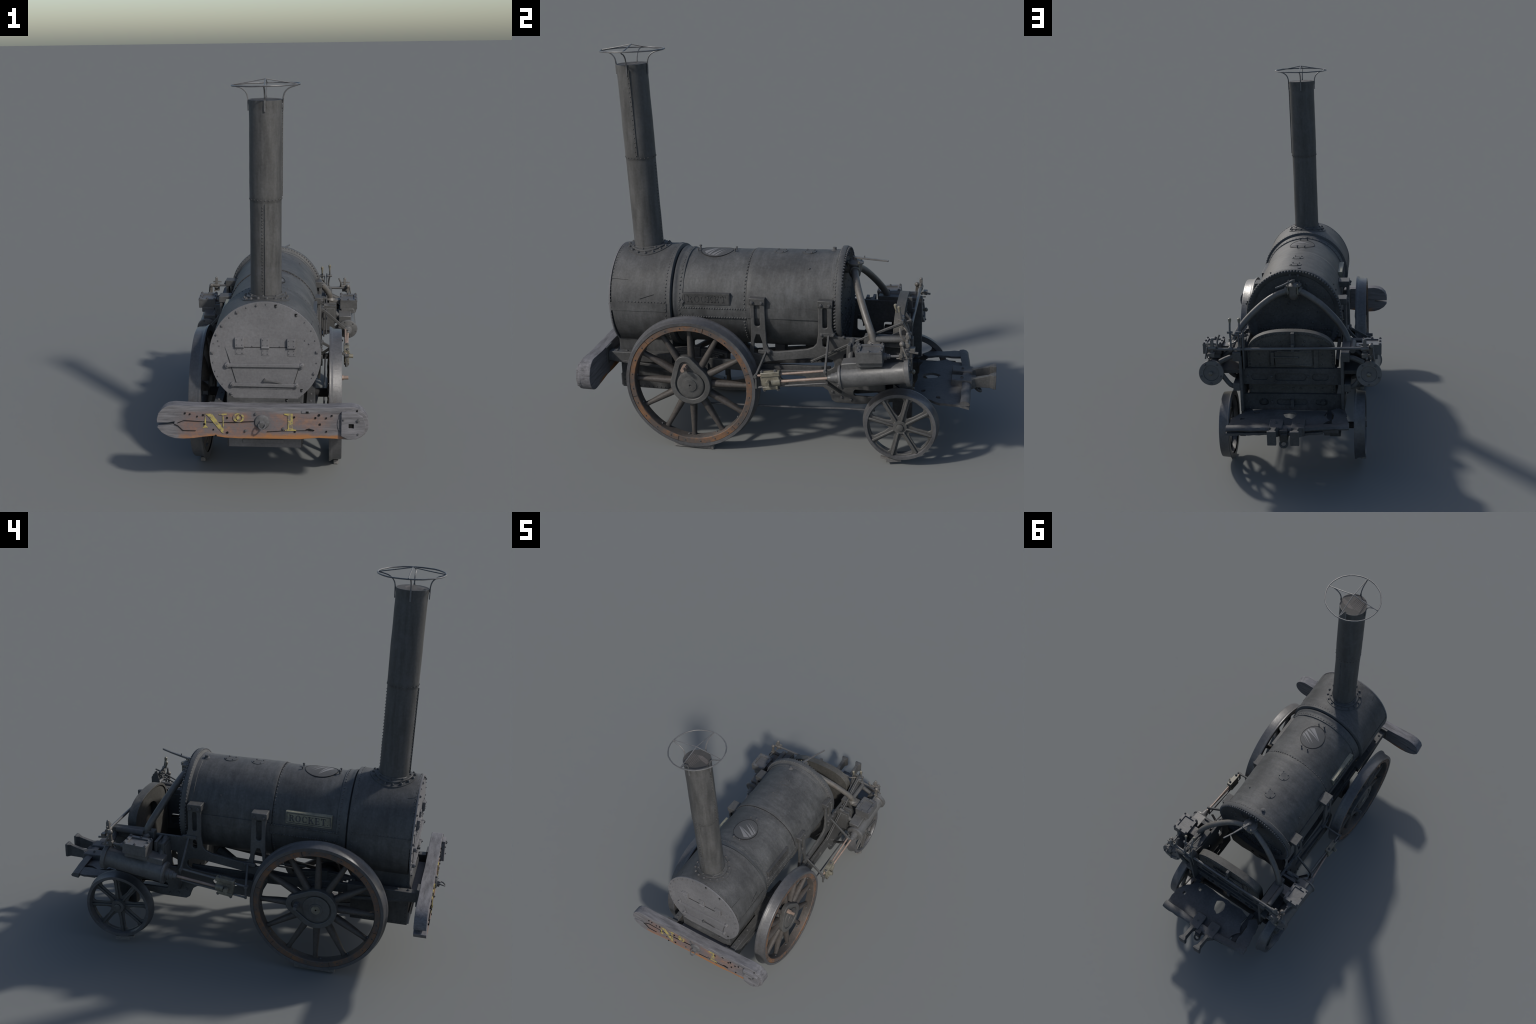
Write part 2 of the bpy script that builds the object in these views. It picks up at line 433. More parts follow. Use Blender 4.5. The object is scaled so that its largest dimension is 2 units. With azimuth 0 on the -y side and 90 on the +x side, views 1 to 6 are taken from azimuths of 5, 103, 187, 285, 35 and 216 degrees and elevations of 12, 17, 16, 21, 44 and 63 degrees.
def nut_mesh(r=.0075, h=.007, sides=6, mat=BOLT, nm='bolt'):
    mb = MB(); mb.lathe([(r, -.003), (r, h * .8), (r * .8, h), (r * .45, h), (r * .42, h * 1.4)], (0, 0, 0), (0, 0, 1), sides)
    me = bpy.data.meshes.new(nm); me.from_pydata(mb.v, [], mb.f); me.materials.append(mat); me.update(); return me
FACEBOLT = metal('front_bolt_iron', (.1, .099, .103), .7, .2, .2, .15)
FB_S, FB_SQ = nut_mesh(.0048, .0045, 6, FACEBOLT, 'front_bolt'), nut_mesh(.0082, .006, 4, FACEBOLT, 'front_bolt')
BOLT_S, BOLT_M, BOLT_SQ = nut_mesh(.0048, .0045), nut_mesh(.0068, .006), nut_mesh(.0082, .006, 4)
def place(me, name, p, d, parent, s=1.0):
    o = bpy.data.objects.new(name, me); bpy.context.collection.objects.link(o); o.parent = parent
    o.matrix_local = Matrix.Translation(V(p)) @ V(d).normalized().to_track_quat('Z', 'Y').to_matrix().to_4x4() @ Matrix.Rotation(R.uniform(0, 1.5), 4, 'Z') @ Matrix.Scale(s * R.uniform(.9, 1.1), 4)
    return o
for x, y, s in ((-.018, -.455, 1.2), (.022, -.455, .8), (-.018, -.270, .8), (.024, -.268, .9)):
    place(STUD, 'stud', top(x, y, 0), (0, 0, 1), manhole, s)
for y in (-.044, .098):
    mb = MB(); saddle(mb, .001, y, 0, .0165, -.003, .0050, axis_c, RB, 20); cov = obj('plug_hole_disc', mb, CAPGREY, boiler)  # grey disc laid on the shell in place of a plug hole
    mb = MB(); saddle(mb, .001, y, .0165, .034, -.003, .0058, axis_c, RB, 28); obj('plug_seat', mb, IRON, cov)
    for k in range(4):
        a = .6 + k * pi / 2; place(BOLT_S, 'bolt', top(.001 + .026 * cos(a), y + .026 * sin(a), .0056), (0, 0, 1), cov, .8)
mb = MB(); mb.lathe([(.017, 0), (.016, .006), (.009, .009), (.009, .02), (.005, .021)], on_shell(.215, -.12, RB), (-.1, 0, 1), 14); obj('boiler_plug', mb, BOLT, boiler)
for a, y in ((-1.05, .09), (-1.16, .115), (-1.24, .165), (.62, .12)):
    place(BOLT_S, 'bolt', on_shell(y, a, RB + .002), (sin(a), 0, cos(a)), boiler)
for a, y in ((1.36, -.495), (1.40, -.478)):
    place(BOLT_SQ, 'bolt', on_shell(y, a, RB + .002), (sin(a), 0, cos(a)), boiler)

# ------------------------------------------------------------------ smokebox
def shear(p):  # the front plate leans: its foot stands further back
    p = V(p); return V((p.x, p.y + max(0., (-.70 - p.y) / .15) * .030 * (.90 - p.z), p.z))
def shear_obj(o):
    for v in o.data.vertices: v.co = shear(v.co)
    o.data.update()
RS = .2535
def sb(y): c = axis_c(y); return c
mb = MB(); rows = [(RS - .004, -.842), (RS, -.840)] + [(RS, -.840 + .0195 * i) for i in range(1, 15)] + [(RS, -.541), (RS - .004, -.538)]
shell(mb, rows, 128, lambda p: .0022 * noise.noise(V(p) * 6 + V((5, 0, 0))) + .0008 * noise.noise(V(p) * 25))
smokebox = obj('smokebox', mb, SMOKE); shear_obj(smokebox)
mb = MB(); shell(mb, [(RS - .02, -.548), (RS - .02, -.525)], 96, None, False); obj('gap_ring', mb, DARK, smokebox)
mb = MB()
ring_rivets(mb, -.838, RS, 92, .0031); ring_rivets(mb, -.562, RS, 92, .0033)
for sd in (1, -1):
    for i in range(17): mb.dome(on_shell(-.83 + .0165 * i, sd * 1.42, RS), (sd, 0, .15), .003)
obj('smokebox_rivet', mb, SMOKE, smokebox, stuff=True)
for sd in (1, -1):
    mb = MB(); vs = []
    a0, a1 = sd * 1.435, sd * 1.60
    for i in range(13):
        y = -.842 + .285 * i / 12
        vs += [on_shell(y, a0, RS + .0022), on_shell(y, a1, RS + .0018)]
    mb.add(vs, [(2 * i, 2 * i + 1, 2 * i + 3, 2 * i + 2) if sd < 0 else (2 * i, 2 * i + 2, 2 * i + 3, 2 * i + 1) for i in range(12)]); obj('smokebox_lap', mb, SMOKE, smokebox)
mb = MB()
for (y0_, a0_), (y1_, a1_) in (((-.838, .98), (-.755, 1.0)), ((-.69, 1.36), (-.62, 1.27)), ((-.565, -1.12), (-.53, -1.10)), ((-.838, -.62), (-.80, -.66))):
    mb.bar(on_shell(y0_, a0_, RS + .001), on_shell(y1_, a1_, RS + .0002), .0016, .0016)
obj('crease_decal', mb, DARK, smokebox)  # thin dark bars added as drawn-on creases; the shell is not creased
# chimney saddle flange
ccx, ccy = .006, -.713
mb = MB(); stop = saddle(mb, ccx, ccy, .07, .112, -.003, .004, axis_c, RS, 56); obj('saddle_flange', mb, SMOKE, smokebox)
mb = MB(); saddle(mb, ccx, ccy, .07, .091, -.003, .011, axis_c, RS, 56); obj('saddle_flange', mb, SMOKE, smokebox, bevel=.002)
for k in range(16):
    a = 2 * pi * k / 16 + .1; x, y = ccx + .1 * cos(a), ccy + .1 * sin(a)
    place(BOLT_M, 'bolt', stop(x, y, .004), (x * 2, 0, 1), smokebox)
    if k % 2: 
        x, y = ccx + .081 * cos(a + .2), ccy + .081 * sin(a + .2); place(BOLT_S, 'bolt', stop(x, y, .011), (x, 0, 1), smokebox)
# lower chamber of the smokebox
mb = MB(); mb.prism([(-.172, .218), (.178, .218), (.182, .50), (.12, .56), (-.12, .56), (-.172, .50)], axis='y', a=-.840, b=-.56)
lower = obj('ash_chamber', mb, SMOKE, smokebox, bevel=.003)
mb = MB()
for i in range(12):
    for sd, x in ((-1, -.172), (1, .179)):
        mb.dome((x, -.828 + .0, .235 + .022 * i), (sd, 0, 0), .0032)
        mb.dome((x, -.81 + .0215 * i, .229), (sd, 0, 0), .0032)
for i in range(15): mb.dome((-.162 + .0235 * i, -.840, .228), (0, -1, 0), .0035)
obj('chamber_rivet', mb, SMOKE, lower, stuff=True)
mb = MB(); mb.span(-.165, .172, -.848, -.838, .222, .285); mb.span(-.10, .09, -.853, -.847, .243, .262); obj('ash_door', mb, FACE, lower, bevel=.002)
mb = MB(); mb.box((.003, -.838, .425), (.335, .014, .035), Matrix.Rotation(-.3, 3, 'X')); obj('apron', mb, SMOKE, lower, bevel=.004)
mb = MB(); mb.span(-.172, .178, -.884, -.836, .372, .398); obj('ledge', mb, FACE, lower, bevel=.003)

# smokebox front plate with hinged door
fc = axis_c(-.855); RF = RS + .0015
FY = -.8535
mb = MB()
outer = []
for i in range(96):
    a = 2 * pi * i / 96; r = RF + .0018 * noise.noise(V((cos(a) * 3, sin(a) * 3, 1)))
    outer.append((fc.x + r * cos(a), fc.z + r * sin(a)))
mb.prism(outer, axis='y', a=-.846, b=FY)
front = obj('smokebox_faceplate', mb, FACE, smokebox, bevel=.0015)
mb = MB(); mb.prism([(-.175, .7065), (.178, .7065), (.158, .606), (.133, .520), (-.122, .522), (-.163, .671)], axis='y', a=FY + .001, b=FY - .0028)
door = obj('smokebox_door', mb, FACE, front, bevel=.001)
mb = MB(); mb.prism([(-.13, .705), (.15, .705), (.15, .7082), (-.13, .7082)], axis='y', a=FY, b=FY - .003); obj('door_seam', mb, DARK, door)
mb = MB(); mb.prism([(-.168, .690), (-.163, .672), (-.1215, .522), (-.1245, .522), (-.1655, .671)], axis='y', a=FY, b=FY - .0018)
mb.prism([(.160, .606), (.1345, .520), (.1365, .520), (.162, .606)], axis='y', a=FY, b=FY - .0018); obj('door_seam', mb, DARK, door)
for x0, x1, dz, pro in ((-.128, -.087, .0, .012), (-.008, .028, -.004, .004), (.110, .148, -.004, .012)):
    mb = MB(); ob = FY - .003
    mb.box(((x0 + x1) / 2, ob - pro / 2 + .001, .733 + dz), (x1 - x0, pro + .003, .045)); mb.box(((x0 + x1) / 2, ob, .689 + dz), (x1 - x0, .004, .035))
    mb.cyl((x0, ob - .004, .7085 + dz * .3), (x1, ob - .004, .7085 + dz * .3), .0055, n=10)
    h = obj('hinge', mb, FACE, door, bevel=.001)
    for zz, pr in ((.747, pro), (.722, pro), (.697, .002), (.68, .002)):
        for x in (x0 + .008, x1 - .008): place(FB_S, 'bolt', (x, ob - pr, zz + dz), (0, -1, 0), h, .55)
def lever_bar(a, b, r0, parent):
    mb = MB(); a, b = V(a), V(b); mb.bar(a, b, .012, .0155, (0, 0, 1))
    for p in (a, b): mb.cyl(p + V((0, .010, 0)), p + V((0, -.008, 0)), r0, r0 * .9, 16)
    o = obj('door_bar', mb, FACE, parent, bevel=.0015)
    for p in (a, b): place(FB_SQ, 'bolt', p + V((0, -.007, 0)), (0, -1, 0), o, .7)
lever_bar((-.166, FY - .008, .622), (.175, FY - .008, .622), .0125, door)
lever_bar((-.144, FY - .008, .528), (.150, FY - .008, .526), .0115, door)
mb = MB(); mb.cyl((.006, FY, .552), (.006, FY - .022, .552), .006, n=10); mb.tube([(.006, FY - .017, .552), (.045, FY - .014, .545), (.085, FY - .01, .533)], .0032, 8); obj('door_handle', mb, BOLT, door)
mb = MB(); mb.prism([(-.123, .513), (.134, .511), (.13, .506), (-.1, .507)], axis='y', a=FY, b=FY - .003); obj('door_sill', mb, FACE, door)
rim_pts = [(-.027, .907, 'q'), (.015, .911, 's'), (.059, .904, 'h'), (.15, .862, 'h'), (.189, .828, 's'), (.219, .789, 's'), (.236, .742, 's'), (.209, .726, 's'), (.244, .687, 'q'),
           (.243, .635, 's'), (.231, .584, 'q'), (.221, .562, 's'), (.174, .501, 'h'), (-.117, .873, 'q'), (-.074, .895, 's'), (-.152, .847, 's'), (-.187, .808, 'q'), (-.213, .766, 'q'),
           (-.227, .724, 's'), (-.205, .737, 's'), (-.2, .712, 's'), (-.234, .679, 'q'), (-.231, .632, 's'), (-.223, .59, 's'), (-.211, .565, 's'), (-.19, .527, 's'), (-.15, .482, 'q'), (.105, .452, 'h'),
           (.19, .742, 's'), (-.05, .712, 's'), (.075, .712, 's'), (-.06, .512, 's'), (.06, .508, 's')]
mh = MB()
for x, z, k in rim_pts:
    if k == 'h':
        mh.box((x, FY, z), (.0115, .003, .0125)); place(BOLT_S, 'bolt', (x + .003, FY - .002, z - .002), (0, -1, 0), front, .9)
    else: place(FB_SQ if k == 'q' else FB_S, 'bolt', (x, FY - .0005, z), (0, -1, 0), front, .95 if k == 'q' else .62)
obj('bolt_hole_patch', mh, HOLE_PATCH, front)  # dark plates set on the face in place of bolt holes
def shear_tree(o):
    if o.data.users == 1: shear_obj(o)
    elif o.matrix_local.translation.length: o.location = shear(o.matrix_local.translation)
    for c in o.children: shear_tree(c)
bpy.context.view_layer.update(); shear_tree(front)

# ------------------------------------------------------------------ chimney
cb, ct = V((.007, -.713, .90)), V((.0145, -.743, 1.817))
CD = (ct - cb).normalized(); CL = (ct - cb).length
def chim(t, r, a):  # t 0..1 along height, a angle from -y toward +x
    return cb.lerp(ct, t) + V((sin(a) * r, -cos(a) * r, 0))
prof = [(.0735, 0)] + [(.0728, CL * t) for t in (.1, .2, .3, .4, .5)] + [(.0728, CL * .508), (.0742, CL * .511), (.0738, CL * .6), (.0742, CL * .7), (.0745, CL * .8), (.0752, CL * .9), (.0755, CL * .97), (.0772, CL * .985), (.0772, CL), (.0735, CL + .0005), (.0725, CL - .004)]
full = []
for (r0, t0), (r1, t1) in zip(prof[:-1], prof[1:]):
    k = 4 if abs(t1 - t0) > .05 else 1
    full += [(r0 + (r1 - r0) * j / k, t0 + (t1 - t0) * j / k) for j in range(k)]
full.append(prof[-1]); full = [(r - .0013, t) for r, t in full]
mb = MB(); mb.lathe(full, cb, CD, 64, True, lambda p: .0028 * noise.noise(V((p.x * 4, p.y * 4, p.z * 3.0))) + .0009 * noise.noise(V(p) * 19))
chimney = obj('chimney', mb, CHIM)
mb = MB()
for i in range(19): mb.dome(chim(.53 + .45 * i / 19, .0748, 1.62), (1, 0, 0), .0028)
for i in range(26): mb.dome(chim(.06 + .44 * i / 26, .0735, -.15), (-.1, -1, 0), .0026); mb.dome(chim(.06 + .44 * i / 26, .0735, pi - .05), (0, 1, 0), .0026)
for i in range(26):
    a = 2 * pi * i / 26; mb.dome(chim(.517, .0742, a), (sin(a), -cos(a), 0), .0026)
obj('chimney_rivet', mb, CHIM, chimney, stuff=True)
mb = MB(); mb.bar(chim(.04, .0733, .02), chim(.5, .0733, .02), .006, .004, (1, 0, 0)); mb.bar(chim(.53, .0745, 1.70), chim(.975, .0765, 1.70), .004, .0035, (0, 1, 0)); obj('chimney_seam', mb, CHIM, chimney)
mb = MB(); mb.lathe([(.079, -.012), (.078, .004), (.074, .006)], chim(.03, 0, 0), CD, 48, False); obj('chimney_foot_ring', mb, CHIM, chimney)
mb = MB(); mb.lathe([(.0735, -.004), (.0735, .0), (.0002, .0006)], ct, CD, 48, False); cap = obj('chimney_top_fill', mb, CAPDARK, chimney)  # scan fill closing the open chimney top, no real cap
mb = MB()
for k in range(9):
    o = .008 * k; w = .0022 if k % 3 else .003
    px, py = ct.x + .038 - o, ct.y + .037 - o * .7
    def inside(p): return (p[0] - ct.x) ** 2 + (p[1] - ct.y) ** 2 < .068 ** 2
    for d in ((-.10, .99), (-.97, -.23)):
        dv = V((d[0], d[1])); a = V((px, py)) - V((.0, .07)) + V((0, 0)); L = 0
        b = a.copy(); d2 = V((.17, .98)) if d[1] > 0 else V((.96, -.26)); d2 = -d2 if d[1] > 0 else d2
        q = V((ct.x - .046 + o * .95, ct.y + .048 - o * .62)); L = 0
        while inside(q + d2 * (L + .004)) and L < .1: L += .004
        if not inside(q) or L < .008: continue
        e = q + d2 * L; n2 = V((-d2.y, d2.x)) * w / 2
        mb.add([(q.x - n2.x, q.y - n2.y, ct.z + .0014), (e.x - n2.x, e.y - n2.y, ct.z + .0014), (e.x + n2.x, e.y + n2.y, ct.z + .0014), (q.x + n2.x, q.y + n2.y, ct.z + .0014)], [(0, 1, 2, 3)])
obj('fill_line', mb, CHEV, cap)  # stray texture lines of the scan fill, not relief on a cap
# crown: ring, cross stays, curved legs
rc = V((.0157, -.7355, 1.8815)); RR = .1515
mb = MB(); n = 30; pts = []
for i in range(n):
    a = 2 * pi * i / n; r = RR + .0018 * noise.noise(V((cos(a) * 4, sin(a) * 4, 7)))
    pts.append(rc + V((cos(a) * r, sin(a) * r, .003 * sin(a + 1) + .002 * noise.noise(V((cos(a) * 5, sin(a) * 5, 2))))))
mb.tube(pts, .0036, 6, 0, True); crown = obj('chimney_crown', mb, CROWN, chimney)
for k in range(4):
    a = k * pi / 2 + .02; d = V((cos(a), sin(a), 0)); e = chim(.96, 0, 0)
    mb = MB(); mb.tube([rc + d * RR, rc + d * .08 + V((0, 0, .011)), rc + V((0, -.003, .0250))], .0026, 6, 4); obj('crown_stay', mb, CROWN, crown)
    mb = MB(); tz = lambda r, z: V((ct.x, ct.y, 0)) + d * r + V((0, 0, z))
    mb.tube([tz(.0775, 1.800), tz(.0785, 1.825), tz(.086, 1.848), tz(.105, 1.866), tz(.13, 1.875), rc + d * RR], .0032, 6, 5)
    mb.bar(tz(.0775, 1.768), tz(.0785, 1.822), .008, .004, d); obj('crown_leg', mb, CROWN, crown)

# ------------------------------------------------------------------ lettering helpers (slab-serif strokes, unit height)
def arc_band(cx, cy, rx, ry, a0, a1, wx, wy, n=14):
    o = [(cx + rx * cos(a0 + (a1 - a0) * i / n), cy + ry * sin(a0 + (a1 - a0) * i / n)) for i in range(n + 1)]
    i_ = [(cx + (rx - wx) * cos(a0 + (a1 - a0) * i / n), cy + (ry - wy) * sin(a0 + (a1 - a0) * i / n)) for i in range(n + 1)]
    return o + i_[::-1]
def rc_(x0, x1, y0, y1): return [(x0, y0), (x1, y0), (x1, y1), (x0, y1)]
GL = {
 'R': (.78, [rc_(.10, .28, 0, 1), rc_(.02, .36, 0, .07), rc_(.02, .3, .93, 1), arc_band(.36, .75, .3, .25, -pi / 2, pi / 2, .17, .07), rc_(.28, .37, .93, 1), rc_(.28, .37, .5, .57), [(.34, .52), (.5, .52), (.78, 0), (.58, 0)], rc_(.56, .82, 0, .07)]),
 'O': (.80, [arc_band(.4, .5, .38, .5, 0, 2 * pi - .001, .17, .07, 26)]),
 'C': (.74, [arc_band(.4, .5, .38, .5, .6, 2 * pi - .6, .17, .07, 24), rc_(.66, .72, .68, .97)]),
 'K': (.82, [rc_(.10, .28, 0, 1), rc_(.02, .36, 0, .07), rc_(.02, .36, .93, 1), [(.28, .36), (.28, .5), (.62, .97), (.7, .97)], [(.34, .52), (.5, .64), (.82, 0), (.6, 0)], rc_(.5, .8, .93, 1), rc_(.54, .86, 0, .07)]),
 'E': (.72, [rc_(.10, .28, 0, 1), rc_(.02, .66, 0, .08), rc_(.02, .64, .92, 1), rc_(.28, .5, .46, .54), rc_(.46, .52, .36, .64), rc_(.6, .66, 0, .27), rc_(.58, .64, .74, 1)]),
 'T': (.74, [rc_(.28, .46, 0, 1), rc_(.18, .56, 0, .07), rc_(.02, .72, .92, 1), rc_(.02, .08, .7, 1), rc_(.66, .72, .7, 1)]),
 '.': (.22, [ellipse(.1, .08, .07, .08, 10)]),
}
def write(text, x_out, y_start, z_base, h, sgn, side, wscale, gap, depth, mb, tilt=0.):
    u = 0
    for ch in text:
        w, polys = GL[ch]
        for p in polys:
            q = [(y_start + sgn * (u + a) * h * wscale, z_base + b * h + tilt * (u + a) * h) for a, b in p]
            mb.prism(q, axis='x', a=x_out - side * .001, b=x_out + side * depth)
        u += w + gap
# nameplates
for sd, y0, y1, z0, z1, xo, mat, lm, tl in ((1, -.478, -.246, .705, .763, .2355, PLATE_D, PLATE_D, .03), (-1, -.464, -.241, .709, .770, -.2325, PLATE_B, LETTER_D, .02)):
    mb = MB(); t = (y1 - y0) * tl / 2
    back = .206
    poly = [(y0, z0 - t), (y1, z0 + t), (y1, z1 + t), (y0, z1 - t)]
    mb.prism(poly, axis='x', a=sd * back, b=xo)
    pl = obj('nameplate', mb, mat, boiler, bevel=.0015)
    mb = MB()
    mb.prism([(y0 + .005, z0 - t + .005), (y1 - .005, z0 + t + .005), (y1 - .005, z1 + t - .005), (y0 + .005, z1 - t - .005)],
             [[(y0 + .008, z0 - t + .008), (y1 - .008, z0 + t + .008), (y1 - .008, z1 + t - .008), (y0 + .008, z1 - t - .008)]], axis='x', a=xo - sd * .001, b=xo + sd * .0012)
    obj('plate_border', mb, lm, pl)
    mb = MB(); h = .033
    if sd > 0: write('ROCKET', xo, y0 + .018, z0 + .0125 - t * .8, h, 1, 1, 1.12, .13, .0016, mb, .03)
    else: write('ROCKET.', xo, y1 - .016, z0 + .0135 + t * .8, h, -1, -1, 1.04, .13, .0014, mb, -.022)
    obj('plate_letter', mb, lm, pl)

# ------------------------------------------------------------------ buffer beam
BY0, BY1 = -.891, -.949
def beam_outline():
    pts = []
    top_ = [(-.40, .462), (-.30, .458), (-.15, .456), (0, .455), (.15, .456), (.3, .457), (.40, .462)]
    top_ = [(x, z + .002 * noise.noise(V((x * 9, 3, 0)))) for x, z in top_]
    right = [(.400 + .078 * sin(a), .384 + .078 * cos(a)) for a in [pi * i / 14 for i in range(1, 14)]]
    bot = [(.40, .306), (.33, .309), (.25, .313), (.17, .306), (.0, .306), (-.1, .305), (-.17, .309), (-.22, .318), (-.27, .312), (-.31, .305), (-.36, .301), (-.40, .303)]
    left = [(-.43, .312), (-.46, .330), (-.478, .352), (-.4805, .356), (-.43, .364), (-.402, .371), (-.400, .384), (-.43, .378), (-.481, .3775), (-.4815, .395), (-.472, .425), (-.452, .446), (-.43, .458)]
    return top_ + right + bot + left
mb = MB(); mb.prism(beam_outline(), axis='y', a=BY0, b=BY1, fn=lambda p: V((p.x, p.y + .0035 * noise.noise(V((p.x * 7, p.z * 9, p.y * 4))), p.z)))
beam = obj('buffer_beam', mb, BEAM, bevel=.006, seg=3)
mb = MB(); mb.prism(ellipse(.408, .381, .0705, .0705, 32), axis='y', a=-.94, b=-.953); mb.prism([(.355, .33), (.385, .315), (.42, .314), (.455, .338), (.465, .38), (.452, .42), (.42, .441), (.356, .441)], [[(.388, .366), (.411, .366), (.411, .388), (.388, .388)]], axis='y', a=-.948, b=-.967)
pad = obj('buffer_pad', mb, TIMBER, beam, bevel=.003)
mb = MB(); mb.span(.387, .412, -.958, -.9535, .365, .389); obj('socket_patch', mb, HOLE_PATCH, pad)  # dark plate on the recess floor, standing in for depth
place(BOLT_SQ, 'bolt', (.430, -.967, .405), (0, -1, 0), pad); place(BOLT_S, 'bolt', (.365, -.967, .408), (0, -1, 0), pad)
place(BOLT_S, 'bolt', (.43, -.967, .34), (0, -1, 0), pad)
# draw hook: boss with eye
mb = MB(); mb.lathe([(.036, -.004), (.035, .004), (.03, .010), (.02, .012)], (-.002, -.947, .387), (0, -1, 0), 28); hook = obj('draw_hook', mb, BOLT, beam)
mb = MB(); mb.cyl((-.002, -.95, .383), (-.002, -.972, .378), .019, .016, 6); mb.tube([(-.014, -.962, .384), (-.015, -.982, .380), (-.009, -.9945, .374), (.001, -.9965, .371), (.010, -.994, .374), (.015, -.982, .380), (.013, -.962, .384)], .0036, 8); obj('hook_eye', mb, BOLT, hook)
# lettering N o 1 on the board
YF = BY1 - .0035
mb = MB()
def yp(poly): mb.prism(poly, axis='y', a=YF + .006, b=YF - .0008)
yp([(-.258, .424), (-.228, .424), (-.176, .352), (-.176, .333), (-.184, .335), (-.246, .415)])
yp([(-.259, .424), (-.256, .424), (-.255, .366), (-.247, .359), (-.273, .357), (-.263, .365)]); yp([(-.196, .424), (-.160, .425), (-.160, .422), (-.175, .418), (-.175, .36), (-.179, .36), (-.180, .418), (-.196, .421)])
yp([p for p in arc_band(-.107, .407, .026, .021, 0, 2 * pi - .001, .010, .0045, 24)]); yp(ellipse(-.108, .407, .0085, .011, 14))
yp([(.099, .428), (.137, .428), (.139, .354), (.153, .351), (.153, .348), (.103, .347), (.103, .351), (.115, .354), (.115, .42), (.1, .424)])
obj('beam_letter', mb, YELLOW, beam)
mb = MB()
for x, z in ((-.328, .422), (-.295, .411), (-.262, .375), (-.159, .406), (-.159, .335), (-.222, .349), (-.212, .319), (.144, .412), (.147, .343), (.256, .423), (.26, .379), (.288, .409), (.313, .421), (.289, .345), (-.268, .418), (-.35, .426), (.24, .41), (.425, .445)):
    s_ = R.uniform(.0055, .009); mb.box((x, BY1 - .0015, z), (s_, .007, s_), Matrix.Rotation(R.uniform(-.3, .3), 3, 'Y'))
mb.prism([(.196, .354), (.21, .358), (.235, .351), (.232, .347), (.212, .348)], axis='y', a=BY1 + .004, b=BY1 - .0045)
cr = [(-.385, .379), (-.356, .391), (-.28, .387), (-.199, .383), (-.12, .385), (-.037, .390)]
mb.prism([(x, z + .0006) for x, z in cr] + [(x, z - .0007) for x, z in cr[::-1]], axis='y', a=BY1 + .004, b=BY1 - .0042)
cr = [(-.40, .372), (-.383, .364), (-.362, .343), (-.303, .342)]
mb.prism([(x, z + .0006) for x, z in cr] + [(x, z - .0007) for x, z in cr[::-1]], axis='y', a=BY1 + .004, b=BY1 - .0042)
cr = [(.02, .341), (.09, .346), (.2, .349)]
mb.prism([(x, z + .0005) for x, z in cr] + [(x, z - .0006) for x, z in cr[::-1]], axis='y', a=BY1 + .004, b=BY1 - .0042)
obj('beam_hole_patch', mb, HOLE_PATCH, beam)  # dark slabs on the board in place of holes and cracks
for x, z in ((.094, .357), (-.077, .344), (-.03, .426)): place(BOLT_S, 'bolt', (x, BY1 - .002, z), (0, -1, 0), beam, 1.2)
mb = MB(); mb.box((.196, BY1 - .001, .437), (.04, .006, .013)); obj('beam_staple', mb, TIMBER, beam, bevel=.002)
mb = MB(); mb.box((.203, BY1 - .003, .437), (.012, .006, .008)); obj('beam_hole_patch', mb, HOLE_PATCH, beam)  # dark block on the staple; no hole is cut

def yaw_tree(o):  # the whole beam stands slightly askew
    k = .018
    if o.data.users == 1 and not o.matrix_local.translation.length:
        for v in o.data.vertices: v.co.y += k * v.co.x
        o.data.update()
    else: o.location.y += k * o.location.x
    for c in o.children: yaw_tree(c)
bpy.context.view_layer.update(); yaw_tree(beam)

